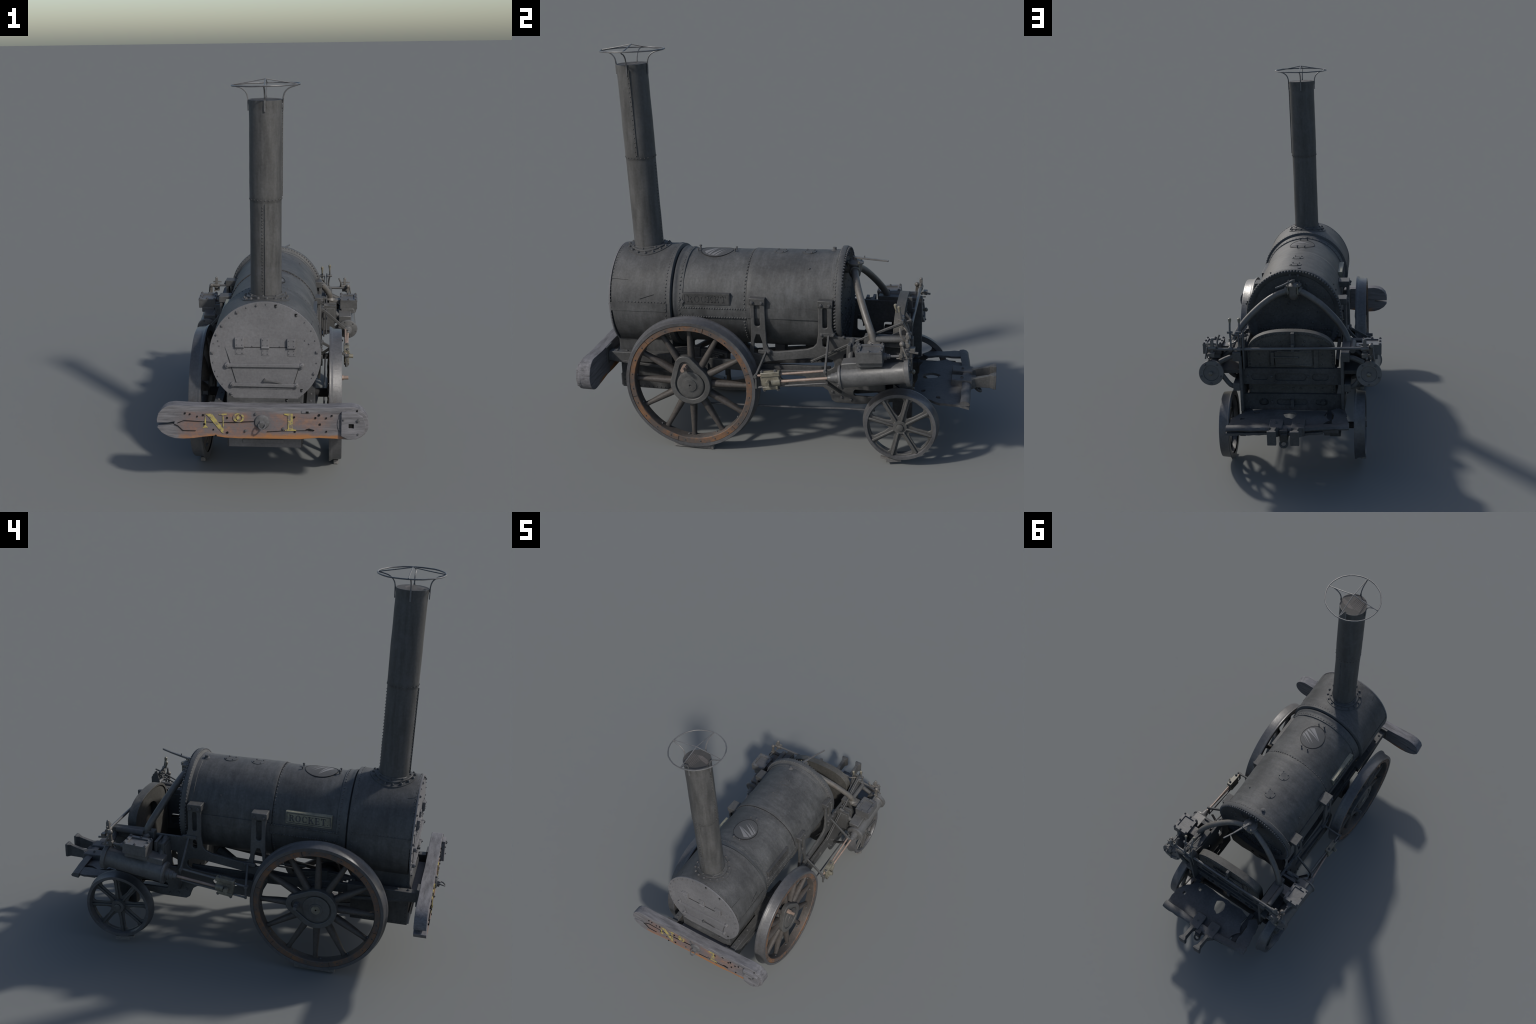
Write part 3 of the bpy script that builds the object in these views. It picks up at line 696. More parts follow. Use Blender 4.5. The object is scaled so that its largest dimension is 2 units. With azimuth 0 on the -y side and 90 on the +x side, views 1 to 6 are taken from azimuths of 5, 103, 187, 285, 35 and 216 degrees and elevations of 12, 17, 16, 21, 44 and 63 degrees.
# ------------------------------------------------------------------ driving wheels
WC = V((0, -.418, .3365))
def wheel_parts(sd):
    o = bpy.data.objects.new('driving_wheel', None); bpy.context.collection.objects.link(o); o.parent = ROOT
    o.location = (.33, -.4245, .3355) if sd > 0 else (-.337, -.427, .339)
    k_ = 1.006 if sd > 0 else 1.011; o.scale = (1, k_, k_)
    ax = V((sd, 0, 0))
    mb = MB(); mb.lathe([(.302, -.030), (.332, -.0305), (.332, -.024), (.3275, -.017), (.3225, -.010), (.3215, .024), (.3185, .030), (.304, .030), (.304, .024)], (0, 0, 0), ax, 96, False, wob(.0016, 9, sd * 3))
    obj('tyre', mb, TYRE, o)
    mb = MB(); mb.lathe([(.304, .021), (.303, .0275), (.279, .0275), (.2765, .0245)], (0, 0, 0), ax, 96, False, wob(.0012, 13, sd))
    fel = obj('felloe', mb, FELLOE, o)
    mb = MB(); mb.lathe([(.2765, .0245), (.274, .019), (.274, -.022), (.302, -.024)], (0, 0, 0), ax, 96, False, wob(.0012, 13, sd)); obj('felloe_band', mb, SPOKE, fel)
    mb = MB()
    for i in range(6):
        a = i * pi / 3 + .27; c, s = cos(a), sin(a); mb.bar((sd * .0278, c * .279, s * .279), (sd * .0278, c * .303, s * .303), .0014, .002, (1, 0, 0))
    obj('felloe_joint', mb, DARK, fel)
    for i in range(24):
        a = i * pi / 12 + .13; place(BOLT_S, 'bolt', (sd * .027, cos(a) * .291, sin(a) * .291), ax, fel, .7)
    for i in range(12):
        a = i * pi / 6 + .43; place(BOLT_M, 'bolt', (sd * R.uniform(-.008, .01), cos(a) * .2745, sin(a) * .2745), (0, -cos(a), -sin(a)), fel, .8)
    # spokes: tapered, elliptical, slightly dished
    mb = MB(); vs = []; fs = []; n = 12
    st = [(.06, .0165, .024, -.016), (.09, .017, .028, -.018), (.14, .016, .030, -.0195), (.20, .0135, .026, -.018), (.25, .0115, .019, -.014), (.267, .0125, .0165, -.012), (.279, .0165, .0165, -.012)]
    for r, hw, hd, xo in st:
        for k in range(n):
            a = 2 * pi * k / n; ca, sa = cos(a), sin(a)
            vs.append((sd * (xo + hd * .75 * (abs(sa) ** .8) * (1 if sa > 0 else -1)), hw * (abs(ca) ** .8) * (1 if ca > 0 else -1), r))
    for j in range(len(st) - 1):
        for k in range(n):
            l = (k + 1) % n; fs.append((j * n + k, j * n + l, (j + 1) * n + l, (j + 1) * n + k))
    if sd < 0: fs = [f[::-1] for f in fs]
    me0 = None
    for i in range(12):
        if me0 is None:
            mb.add(vs, fs); so = obj('spoke', mb, SPOKE, o, 50); me0 = so.data
        else:
            so = bpy.data.objects.new('spoke', me0); bpy.context.collection.objects.link(so); so.parent = o
        so.matrix_local = Matrix.Rotation(-i * pi / 6 + R.uniform(-.012, .012), 4, 'X')
    # egg shaped hub plate with raised edge and crank boss
    ca = math.radians(104) if sd > 0 else math.radians(8)
    cd = V((0, cos(ca), sin(ca))); pe = V((0, -sin(ca), cos(ca)))
    def egg(r_big, r_small, dist, n=40):
        base = [(r_big * cos(t), r_big * sin(t)) for t in [2 * pi * i / 60 for i in range(60)]] + [(dist + r_small * cos(t), r_small * sin(t)) for t in [2 * pi * i / 40 for i in range(40)]]
        P = sorted(set(base)); 
        def cr(o_, a, b): return (a[0] - o_[0]) * (b[1] - o_[1]) - (a[1] - o_[1]) * (b[0] - o_[0])
        lo = []
        for p in P:
            while len(lo) > 1 and cr(lo[-2], lo[-1], p) <= 0: lo.pop()
            lo.append(p)
        up = []
        for p in P[::-1]:
            while len(up) > 1 and cr(up[-2], up[-1], p) <= 0: up.pop()
            up.append(p)
        return [((cd * u + pe * v).y, (cd * u + pe * v).z) for u, v in lo[:-1] + up[:-1]]
    mb = MB(); mb.prism(egg(.099, .05, .098), [egg(.073, .027, .092)], 'x', sd * -.008, sd * .023); hp = obj('hub_plate', mb, CASTW, o, bevel=.003)
    mb = MB(); mb.prism(egg(.0745, .0285, .092), axis='x', a=sd * -.008, b=sd * .014); obj('hub_face', mb, CASTW, hp)
    mb = MB(); mb.lathe([(.068, .010), (.066, .020), (.058, .023), (.045, .021), (.040, .022), (.032, .023), (.031, .026), (.024, .027), (.006, .0275), (.004, .023)], (0, 0, 0), ax, 40); obj('hub_boss', mb, CASTW, hp)
    if sd < 0:
        mb = MB(); mb.lathe([(.022, .026), (.021, .0282), (.005, .0284), (.004, .026)], (0, 0, 0), ax, 28); obj('hub_cap', mb, BRASS, hp)
    mb = MB(); mb.lathe([(.096, -.035), (.096, -.006)], (0, 0, 0), ax, 36); obj('hub_drum', mb, CASTW, hp)
    p = cd * .094; mb = MB(); mb.cyl(p + ax * .01, p + ax * .040, .015, .0135, 6); mb.cyl(p + ax * .035, p + ax * .064, .0095, n=12); obj('crank_pin', mb, COPPER if sd > 0 else BOLT, hp)
for sd in (1, -1): wheel_parts(sd)
mb = MB(); mb.cyl((-.32, WC.y, WC.z), (.32, WC.y, WC.z), .022, n=20); axle = obj('driving_axle', mb, DARK)
mb = MB()
for x in (-.07, .07): mb.cyl((x - .012, WC.y + .012, WC.z - .006), (x + .012, WC.y + .012, WC.z - .006), .058, n=28)
mb.cyl((-.12, WC.y, WC.z), (.12, WC.y, WC.z), .034, n=20); obj('eccentric', mb, BLACK, axle)
mb = MB()
for x in (-.07, .07): mb.bar((x, WC.y + .05, WC.z), (x * 1.3, .22, .40), .012, .018)
obj('eccentric_rod', mb, BLACK, axle)
for sd in (1, -1):
    mb = MB(); mb.box((sd * .334, -.425, .0105), (.024, .20, .021)); mb.box((sd * .338, -.40, .016), (.018, .12, .024)); obj('scan_remnant', mb, STONE, bevel=.002)  # bits of track left over in the scan, not real chocks

# ------------------------------------------------------------------ carrying wheels
def carrying(sd, xc, yc, zc, off, wo):
    o = bpy.data.objects.new('carrying_wheel', None); bpy.context.collection.objects.link(o); o.parent = ROOT
    o.location = (xc, yc, zc); ax = V((sd, 0, 0))
    mb = MB(); mb.lathe([(.150, -.027), (.177, -.0275), (.177, -.022), (.170, -.014), (.1665, .020), (.1655, .026), (.1515, .026), (.149, .021), (.146, -.022)], (0, 0, 0), ax, 64, False, wob(.0014, 14, sd)); obj('tyre', mb, TYRE, o)
    # web: disc with eight rounded openings
    holes = []
    for i in range(8):
        a0 = math.radians(off + 45 * i); a1 = a0 + pi / 4
        h = []
        r0, r1 = .052, .142
        w0, w1 = .0135, .0145
        am = (a0 + a1) / 2
        def pt(a, r): return (r * cos(a), r * sin(a))
        d0, d1 = w0 / r0, w1 / r1
        for t in [0, .25, .5, .75, 1]: h.append(pt(a0 + d1 + .07 + (a1 - a0 - 2 * d1 - .14) * t, r1))
        h.append(pt(a1 - d1 - .01, r1 - .012)); h.append(pt(a1 - w1 / .11, .11)); h.append(pt(a1 - w0 / .075, .075))
        h += [pt(a1 - d0 - .06, r0 + .003), pt(am, r0), pt(a0 + d0 + .06, r0 + .003)]
        h.append(pt(a0 + w0 / .075, .075)); h.append(pt(a0 + w1 / .11, .11)); h.append(pt(a0 + d1 + .01, r1 - .012))
        holes.append(h)
    mb = MB(); mb.prism(ellipse(0, 0, .15, .15, 64), holes, 'x', sd * (.005 + wo), sd * (.015 + wo)); web = obj('wheel_web', mb, CASTW, o, bevel=.002)
    me0 = None
    for i in range(8):
        if not me0:
            mb = MB(); mb.bar((sd * (.016 + wo), 0, .03), (sd * (.016 + wo), 0, .150), .010, .018, (1, 0, 0), .012, .018); so = obj('spoke_rib', mb, CASTW, o, bevel=.003); me0 = so.data
        else:
            so = bpy.data.objects.new('spoke_rib', me0); bpy.context.collection.objects.link(so); so.parent = o
            m = so.modifiers.new('soft_edges', 'BEVEL'); m.width = .003; m.segments = 2
        so.matrix_local = Matrix.Rotation(math.radians(off + 45 * i) - pi / 2, 4, 'X')
    mb = MB(); mb.lathe([(.034, -.03), (.034, .018), (.032, .024), (.018, .025), (.017, .023), (.0165, .030), (.012, .032)], (0, 0, 0), ax, 28); obj('wheel_hub', mb, CASTW, o)
carrying(1, .324, .575, .199, -13, .000); carrying(-1, -.357, .579, .211, -6, -.018)
mb = MB(); mb.cyl((-.37, .577, .203), (.33, .576, .203), .017, n=16); obj('carrying_axle', mb, DARK)
mb = MB()
for x, y, zz in ((.325, .545, .022), (-.362, .565, .033)):
    mb.box((x, y, zz), (.026, .07, .018), Matrix.Rotation(.25, 3, 'Z')); mb.box((x + .004, y - .035, zz + .004), (.014, .05, .01), Matrix.Rotation(-.2, 3, 'X'))
obj('wheel_scrap', mb, STONE)  # leftover scan bits under the carrying wheels

# ------------------------------------------------------------------ side frames
FOUT = [(-.160, .455), (-.148, .50), (-.140, .56), (-.138, .65), (-.143, .759), (-.071, .763), (-.067, .621), (-.064, .540), (-.055, .514), (-.038, .502), (-.008, .503), (.046, .511), (.13, .525), (.160, .537), (.176, .556), (.184, .606), (.184, .767), (.25, .765), (.25, .645), (.257, .615), (.27, .601), (.29, .596), (.45, .597), (.622, .602),
        (.626, .30), (.55, .288), (.38, .262), (.265, .262), (.247, .274), (.240, .295), (.228, .322), (.205, .337), (.10, .331), (-.06, .316), (-.12, .313), (-.13, .36), (-.15, .40)]
SLOTS = [rrect(-.120, -.094, .625, .735, .012), [(-.128, .49), (-.124, .55), (-.113, .585), (-.098, .585), (-.086, .55), (-.082, .50), (-.10, .485)],
         rrect(.2055, .2275, .635, .735, .010), [(.205, .548), (.205, .58), (.2165, .592), (.228, .58), (.228, .548), (.2165, .54)],
         [(-.10, .405), (-.10, .435), (-.06, .448), (.013, .461), (.156, .482), (.226, .487), (.250, .478), (.261, .460), (.256, .442), (.235, .428), (.15, .420), (.0, .408)],
         rrect(.305, .345, .425, .515, .012), rrect(.43, .515, .425, .48, .012), rrect(.50, .565, .345, .395, .01), rrect(.352, .49, .303, .335, .012), rrect(.0, .125, .360, .386, .012)]
FX = {1: (.236, .251), -1: (-.263, -.278)}
for sd in (1, -1):
    a, b = FX[sd]
    sh = (lambda p: (p[0] - .004, p[1] - .009)) if sd > 0 else (lambda p: (p[0] - .015 * max(0., min(1., (.40 - p[0]) / .12)), p[1] - .004))
    mb = MB(); mb.prism([sh(p) for p in FOUT], [[sh(p) for p in h] for h in SLOTS], 'x', a, b)
    fr = obj('frame_plate', mb, FRAME, bevel=.003)
    # boiler bracket heads
    for y0, y1, zt in (((-.147, -.075, .753), (.180, .246, .758)) if sd > 0 else ((-.158, -.086, .760), (.169, .235, .765))):
        mb = MB(); mb.span(sd * .218, b + sd * .003, y0 - .003, y1 + .003, zt - .03, zt + .004); hd = obj('bracket_head', mb, FRAME, fr, bevel=.003)
        for yy in (y0 + .013, y1 - .013): place(BOLT_M, 'bolt', (b + sd * .003, yy, zt - .016), (sd, 0, 0), hd, 1.1)
    xo = b
    # sleeper bar from the beam to the frame, with thin tie bar below
    mb = MB(); mb.bar((sd * .214, BY0 - .002, .405), (sd * .214, -.55, .41), .04, .048); mb.bar((sd * .21, -.56, .40), (sd * .215, -.12, .395), .018, .05); mb.bar((sd * .215, -.12, .39), (sd * .222, .235, .402), .016, .046); 
    mb.bar((sd * .225, -.875, .385), (sd * .24, -.55, .365), .012, .014); mb.bar((sd * .205, -.875, .39), (sd * .175, -.78, .34), .012, .012)
    mb.box((sd * .214, -.888, .41), (.07, .016, .09))
    bar = obj('frame_bar', mb, FRAME, fr, bevel=.003)
    for y in (-.84, -.79, -.70): place(BOLT_M, 'bolt', (sd * .214, y, .429), (0, 0, 1), bar)
    # leaf spring
    mb = MB()
    for k in range(6):
        L = .15 - .019 * k; zz = .462 - .0085 * k
        pts = [(sd * .195, -.43 + L * t, zz - .022 * t * t * (L / .2)) for t in (-1, -.66, -.33, 0, .33, .66, 1)]
        for p, q in zip(pts[:-1], pts[1:]): mb.bar(p, q, .024, .0075)
    sp = obj('leaf_spring', mb, BLACK, fr)
    mb = MB(); mb.box((sd * .195, -.43, .442), (.034, .035, .062)); mb.bar((sd * .195, -.575, .45), (sd * .195, -.575, .33), .014, .014, (0, 1, 0)); mb.bar((sd * .195, -.285, .45), (sd * .195, -.285, .33), .014, .014, (0, 1, 0)); mb.span(sd * .175, sd * .23, -.465, -.37, .29, .40); obj('spring_buckle', mb, BLACK, sp, bevel=.002)
    # frame bolts
    for y, z in ((.247, .31), (.29, .285), (.335, .275), (.30, .59), (.275, .34), (.22, .35), (.25, .365)):
        place(BOLT_M, 'bolt', (xo + sd * .0005, y, z), (sd, 0, 0), fr)
    # ---------------------------------------------------------- cylinder
    cx = .394 if sd > 0 else -.404
    c0, c1 = V((cx + sd * .006, .303, .4535)), V((cx, .622, .5015))
    d = (c1 - c0).normalized(); L = (c1 - c0).length
    up = V((0, -d.z, d.y)).normalized()
    mb = MB(); mb.lathe([(.05, .0), (.0555, .003), (.056, .012), (.0495, .014), (.0485, .05), (.0485, L - .03), (.0525, L - .022), (.0635, L - .020), (.064, L - .002), (.062, L), (.041, L), (.039, L - .006), (.012, L - .006)], c0, d, 48, True, wob(.0008, 20, sd))
    cyl = obj('cylinder', mb, STEEL)
    e = c1 - d * .006
    mb = MB(); mb.lathe([(.006, 0), (.006, .012), (.0105, .014), (.011, .022), (.006, .027), (.002, .028)], e, d, 12); obj('grease_cup', mb, BRASS, cyl)
    for k in range(5):
        a_ = k * 2 * pi / 5 + .3; dd, u, w = frame_of(d); place(BOLT_M, 'bolt', c1 + (u * cos(a_) + w * sin(a_)) * .053, d, cyl, .8)
    for k in range(6):
        a_ = k * 2 * pi / 6 + .2; place(BOLT_M, 'bolt', c0 + (u * cos(a_) + w * sin(a_)) * .047 + d * .002, -d, cyl, .7)
    mb = MB(); mb.lathe([(.026, 0), (.025, .018), (.021, .02), (.021, .036), (.0165, .038), (.014, .052), (.008, .056)], c0, -d, 20); obj('gland', mb, STEEL, cyl)
    # guide rods and crosshead
    ya = -.02 if sd > 0 else .012
    xr = .39 if sd > 0 else -.388
    pr0 = V((xr, ya + .03, .405)); pr1 = c0 - d * .04
    mb = MB(); mb.cyl(pr0, pr1, .0068, n=12); obj('piston_rod', mb, COPPER, cyl)
    g0, g1 = V((xr - sd * .004, -.09, .425)), V((xr - sd * .004, .236, .474))
    mb = MB(); mb.cyl(g0, g1, .0058, n=10); obj('guide_rod', mb, COPPER if sd > 0 else STEEL, cyl)
    l0, l1 = V((xr - sd * .004, -.09, .366)), V((xr - sd * .004, .25, .415))
    mb = MB(); mb.cyl(l0, l1, .005, n=10); obj('guide_rod', mb, STEEL, cyl)
    rot = Matrix.Rotation(math.atan2(d.z, d.y), 3, 'X')
    cc = V((xr, ya, .408 + (ya + .02) * .15))
    mb = MB(); mb.box(cc, (.022, .088, .05), rot); mb.box(cc + V((0, 0, .035)), (.03, .092, .022), rot); mb.box(cc + V((0, 0, -.033)), (.028, .075, .018), rot)
    ch = obj('crosshead', mb, BRASS, cyl, bevel=.003)
    mb = MB(); mb.cyl(cc + V((0, .045, -.002)), cc + V((sd * .006, -.0, -.006)) + V((0, .004, 0)), .018, n=18)
    mb.cyl(cc + V((0, -.01, -.004)), cc + V((sd * .036, -.01, -.004)), .012, n=8); obj('crosshead_boss', mb, BRASS, ch, bevel=.001)
    for yy in (-.035, .03):
        for zz, u_ in ((.046, 1), (-.042, -1)): place(BOLT_M, 'bolt', cc + rot @ V((sd * .004, yy, zz)), (0, 0, u_), ch, 1.2)
    # hangers for the guides
    mb = MB(); mb.bar((xo + sd * .004, .23, .592), (xr, .236, .474), .016, .010, (0, 1, 0)); mb.box((xo + sd * .004, .225, .598), (.012, .07, .018)); mb.bar((xr, .236, .478), (xr, .246, .41), .01, .01, (0, 1, 0)); mb.cyl((xr - .012, .236, .474), (xr + .012, .236, .474), .009, n=10)
    hg = obj('guide_hanger', mb, FRAME, fr, bevel=.002)
    place(BOLT_M, 'bolt', (xo + sd * .009, .198, .598), (sd, 0, 0), hg); place(BOLT_M, 'bolt', (xo + sd * .009, .252, .60), (sd, 0, 0), hg)
    mb = MB(); mb.bar((xo + sd * .004, -.07, .492), (xr, -.09, .425), .014, .010, (0, 1, 0)); mb.box((xo + sd * .004, -.078, .492), (.012, .06, .018)); mb.bar((xr, -.09, .428), (xr, -.09, .362), .01, .01, (0, 1, 0)); mb.cyl((xr - .012, -.092, .425), (xr + .012, -.092, .425), .009, n=10)
    hg = obj('guide_hanger', mb, FRAME, fr, bevel=.002)
    place(BOLT_M, 'bolt', (xo + sd * .009, -.058, .494), (sd, 0, 0), hg)
    # lower stay from frame to guide
    mb = MB(); mb.bar((xo, .285, .31), (xr - sd * .02, .24, .41), .014, .012, (0, 1, 0)); obj('guide_stay', mb, FRAME, fr, bevel=.002)
    # valve chest
    k = V((cx + sd * .012, .444, .5765)); rot = Matrix.Rotation(math.atan2(d.z, d.y) * .5, 3, 'X')
    mb = MB(); mb.box(k, (.098, .118, .044), rot); chest = obj('valve_chest', mb, STEEL, cyl, bevel=.002)
    mb = MB(); q = rrect(-.05, .05, -.06, .06, .004); h = rrect(-.033, .033, -.042, .042, .004)
    mb.prism(q, [h], 'z', 0, .010, fn=lambda p: k + rot @ (p + V((0, 0, .022)))); mb.prism(h, axis='z', a=0, b=.003, fn=lambda p: k + rot @ (p + V((0, 0, .022)))); obj('chest_lid', mb, STEEL, chest, bevel=.0015)
    for u_ in (-.042, 0, .042):
        for v_ in (-.052, .052):
            if u_ or 1: place(BOLT_M, 'bolt', k + rot @ V((u_, v_, .031)), rot @ V((0, 0, 1)), chest, 1.0)
    for u_ in (-.042, .042): place(BOLT_M, 'bolt', k + rot @ V((u_, 0, .031)), rot @ V((0, 0, 1)), chest, 1.0)
    mb = MB(); mb.box(k + V((-sd * .006, 0, -.033)), (.075, .115, .03), rot); mb.box((cx - sd * .01, .39, .52), (.07, .15, .04), Matrix.Rotation(math.atan2(d.z, d.y), 3, 'X')); obj('chest_neck', mb, STEEL, chest, bevel=.004)
    mb = MB(); vk = k + V((-sd * .002, .058, -.004)); mb.lathe([(.017, 0), (.016, .014), (.011, .015), (.011, .03), (.006, .031), (.006, .095)], vk, (0, 1, .08), 14); obj('valve_spindle', mb, STEEL, chest)
    mb = MB(); arm = vk + V((0, .078, .006)); mb.bar(arm + V((0, 0, -.014)), arm + V((0, .004, .055)), .014, .012, (0, 1, 0)); mb.cyl(arm + V((-.012, 0, .004)), arm + V((.012, 0, .004)), .010, n=10); mb.sphere(arm + V((0, .004, .058)), .013); mb.cyl(arm + V((0, -.02, -.012)), arm + V((0, .05, -.008)), .004, n=8); mb.bar(arm + V((.01 * sd, .006, .05)), arm + V((.018 * sd, .03, -.005)), .006, .008); obj('valve_arm', mb, PIPE, chest, bevel=.001)
    # mounting: pads on the frame, curved ribs to the cylinder
    mb = MB(); mb.span(xo - sd * .012, xo + sd * .031, .40, .622, .565, .614); mb.span(xo, xo + sd * .034, .43, .622, .405, .446); mount = obj('cylinder_mount', mb, FRAME, fr, bevel=.003)
    mb = MB()
    for y in (.345, .475, .60):
        s_ = (y - .303) * .15
        mb.tube([(xo + sd * .01, y, .585), (xo + sd * .05, y, .565 + s_ * .3), (xo + sd * .10, y, .51 + s_)], .014, 8, 4); mb.tube([(xo + sd * .01, y, .425), (xo + sd * .05, y, .43), (xo + sd * .10, y, .455 + s_)], .013, 8, 4)
    mb.box((xo + sd * .05, .46, .49), (.11, .22, .02)); mb.prism([(.32, .44), (.325, .57), (.375, .58), (.385, .46)], axis='x', a=xo, b=xo + sd * .075); mb.span(xo, xo + sd * .085, .33, .345, .50, .585); mb.span(xo, xo + sd * .085, .365, .38, .50, .59)
    mb.cyl((xo + sd * .045, .45, .606), (xo + sd * .045, .59, .614), .015, n=12)
    obj('mount_rib', mb, FRAME, mount, bevel=.002)
    # rear axle box
    mb = MB(); mb.span(sd * .205, sd * .25, .53, .62, .165, .29); mb.span(sd * .2, sd * .255, .545, .605, .15, .175); obj('axle_box', mb, BLACK, fr, bevel=.003)

# feed rod low on the right
mb = MB(); mb.tube([(.272, -.36, .209), (.272, -.1, .218), (.272, .15, .2275), (.272, .30, .236), (.272, .45, .237)], .005, 8, 3); obj('feed_rod', mb, TYRE)
# pumps and clutter under the barrel
mb = MB(); mb.cyl((-.09, .06, .40), (-.09, .14, .46), .026, n=16); mb.cyl((.12, .14, .42), (.12, .20, .47), .024, n=16); mb.span(.03, .10, -.062, -.012, .40, .47)
obj('feed_pump', mb, BLACK, bevel=.002)
mb = MB(); mb.tube([(-.10, -.32, .43), (-.10, -.1, .42), (-.10, .06, .425)], .005, 8); obj('feed_pipe', mb, PIPE)

# ------------------------------------------------------------------ rear plate of the boiler, throat sheet
bc = axis_c(.275)
mb = MB(); tubes = []
for row, z in enumerate((.585, .55, .515, .48)):
    n = 10 - row; 
    for i in range(n): tubes.append((bc.x + (i - (n - 1) / 2) * .04, z))
mb.prism([(bc.x + (RB - .01) * cos(a), bc.z + (RB - .01) * sin(a)) for a in [2 * pi * i / 72 for i in range(72)]], axis='y', a=.24, b=.269)
bp = obj('boiler_end_plate', mb, BLACK, boiler)
mb = MB(); mb.prism([(-.19, .625), (.19, .625), (.2, .56), (.215, .45), (.20, .35), (.19, .29), (.12, .275), (.05, .285), (0, .27), (-.06, .29), (-.13, .272), (-.2, .30), (-.215, .45), (-.2, .56)], [ellipse(.03, .33, .012, .012, 10), [(-.10, .30), (-.02, .315), (-.015, .335), (-.07, .335)]], 'y', .258, .273, fn=lambda p: p + V((0, .003 * noise.noise(p * 25), .004 * noise.noise(p * 31))))
obj('throat_sheet', mb, BLACK, bp)
for sx in (.205, -.222):
    mb = MB(); mb.prism([(.28, .29), (.36, .285), (.45, .30), (.525, .295), (.53, .40), (.44, .41), (.36, .395), (.28, .415)], [rrect(.38, .43, .32, .36, .01)], 'x', sx - .005, sx + .005, fn=lambda p: p + V((.003 * noise.noise(p * 20), 0, .006 * noise.noise(p * 24)))); obj('firebox_cheek', mb, DARK, bp)
for x, z in tubes:
    if z < .5 and R.random() < .3: continue
    mb = MB(); mb.lathe([(.0165, -.004), (.0165, .004), (.0135, .0045), (.0135, .001)], (x + R.uniform(-.002, .002), .274, z + R.uniform(-.002, .002)), (0, 1, 0), 12 if R.random() < .6 else 6); obj('tube_end', mb, FRAME, bp)
mb = MB()
for i in range(26): mb.dome((-.185 + .0148 * i, .273, .613), (0, 1, 0), .005, .006)
for i in range(9):
    for sx in (-1, 1): mb.dome((sx * (.207 - .001 * i), .271, .60 - .025 * i), (0, 1, 0), .004)
obj('plate_rivet', mb, BLACK, bp, stuff=True)
for x, z in ((-.10, .65), (.0, .645), (.11, .652), (-.03, .915), (.012, .917), (-.08, .83), (.09, .83)): place(BOLT_SQ, 'bolt', (x, .269 if z < .9 else .283, z), (0, 1, 0), bp, .95)
mb = MB()
for i in range(70):
    a = R.uniform(0, 2 * pi); r = math.sqrt(R.random()) * .19; x, z = bc.x + r * cos(a), bc.z + r * sin(a)
    if z > .64 or z < .5: mb.dome((x, .268, z), (0, 1, 0), R.uniform(.003, .008), .004)
obj('scale_lump', mb, BLACK, bp, stuff=True)

# ------------------------------------------------------------------ regulator cup, steam pipes, handle
cup = V((-.008, .316, 0))
mb = MB(); mb.lathe([(.016, .795), (.026, .808), (.031, .83), (.032, .868), (.043, .870), (.043, .877), (.03, .880), (.022, .886), (.010, .888), (.009, .902), (.003, .904)], cup, (0, 0, 1), 28); mb.cyl((-.008, .265, .845), (-.008, .316, .845), .026, n=18); reg = obj('regulator_valve', mb, PIPE)
for k in range(4):
    a = k * pi / 2 + .7; p = cup + V((.037 * cos(a), .037 * sin(a), .83)); mb = MB(); mb.cyl(p, p + V((0, 0, .055)), .0038, n=8); obj('valve_stud', mb, BRASS, reg)
mb = MB(); mb.bar((-.010, .31, .898), (.036, .425, .9045), .013, .010, (0, 0, 1), .008, .008); mb.bar((.036, .425, .9045), (.062, .48, .909), .008, .008); mb.sphere((.062, .48, .909), .005, 8, 5); mb.cyl((.012, .365, .90), (.012, .365, .915), .003, n=6); obj('regulator_handle', mb, STEEL, reg, bevel=.001)
for sd, xe in ((1, .302), (-1, -.299)):
    mb = MB(); f = abs(xe) / .30
    mb.tube([(-.008 + sd * .02, .318, .846), (sd * .085 * f, .334, .822), (sd * .15 * f, .356, .782), (sd * .215 * f, .386, .727), (sd * .26 * f, .412, .678), (sd * .288 * f, .434, .634), (xe, .449, .592)], .0172, 16, 6); pp = obj('steam_pipe', mb, PIPE)
    mb = MB(); mb.cyl((sd * .026 - .008, .319, .845), (sd * .040 - .008, .321, .840), .024, n=18); mb.cyl((xe, .45, .585), (xe + sd * .002, .453, .602), .034, .026, 20); mb.box((xe + sd * .03, .45, .583), (.08, .055, .022)); obj('pipe_flange', mb, PIPE, pp, bevel=.002)

# ------------------------------------------------------------------ firebox back (flanged pan), cross plates
def arch(x0, x1, z0, zs, zt, n=26, grow=0.):
    xc = (x0 + x1) / 2; hw = (x1 - x0) / 2 + grow
    pts = [(xc - hw, z0 - grow), (xc + hw, z0 - grow)]
    for i in range(n + 1):
        a = pi * i / n; c, s = cos(a), sin(a)
        pts.append((xc + hw * (abs(c) ** .80) * (1 if c > 0 else -1), zs + (zt + grow - zs) * (max(0., s) ** .92)))
    return pts
FBX0, FBX1 = -.232, .212
mb = MB(); ao = arch(FBX0, FBX1, .350, .60, .708); lean = lambda p: V((p.x, p.y + (p.z - .5) * .02, p.z))
ai = arch(FBX0 + .012, FBX1 - .012, .365, .60, .696)
mb.prism(ao, axis='y', a=.554, b=.566, fn=lean)
mb.prism(ao, [ai], 'y', .522, .556, fn=lean)
fb = obj('firebox_pan', mb, PAN, bevel=.006, seg=3)
mb = MB(); mb.prism(arch(FBX0 + .008, FBX1 - .008, .355, .60, .700), [ellipse(-.01, .575, .085, .06, 26)], 'y', .527, .534, fn=lean); mb.lathe([(.085, 0), (.082, .026)], (-.01, .531, .575), (0, 1, 0), 28, False); obj('fire_hole_plate', mb, PAN, fb)
mb = MB(); at = arch(FBX0 + .012, FBX1 - .012, .365, .60, .695, 44)
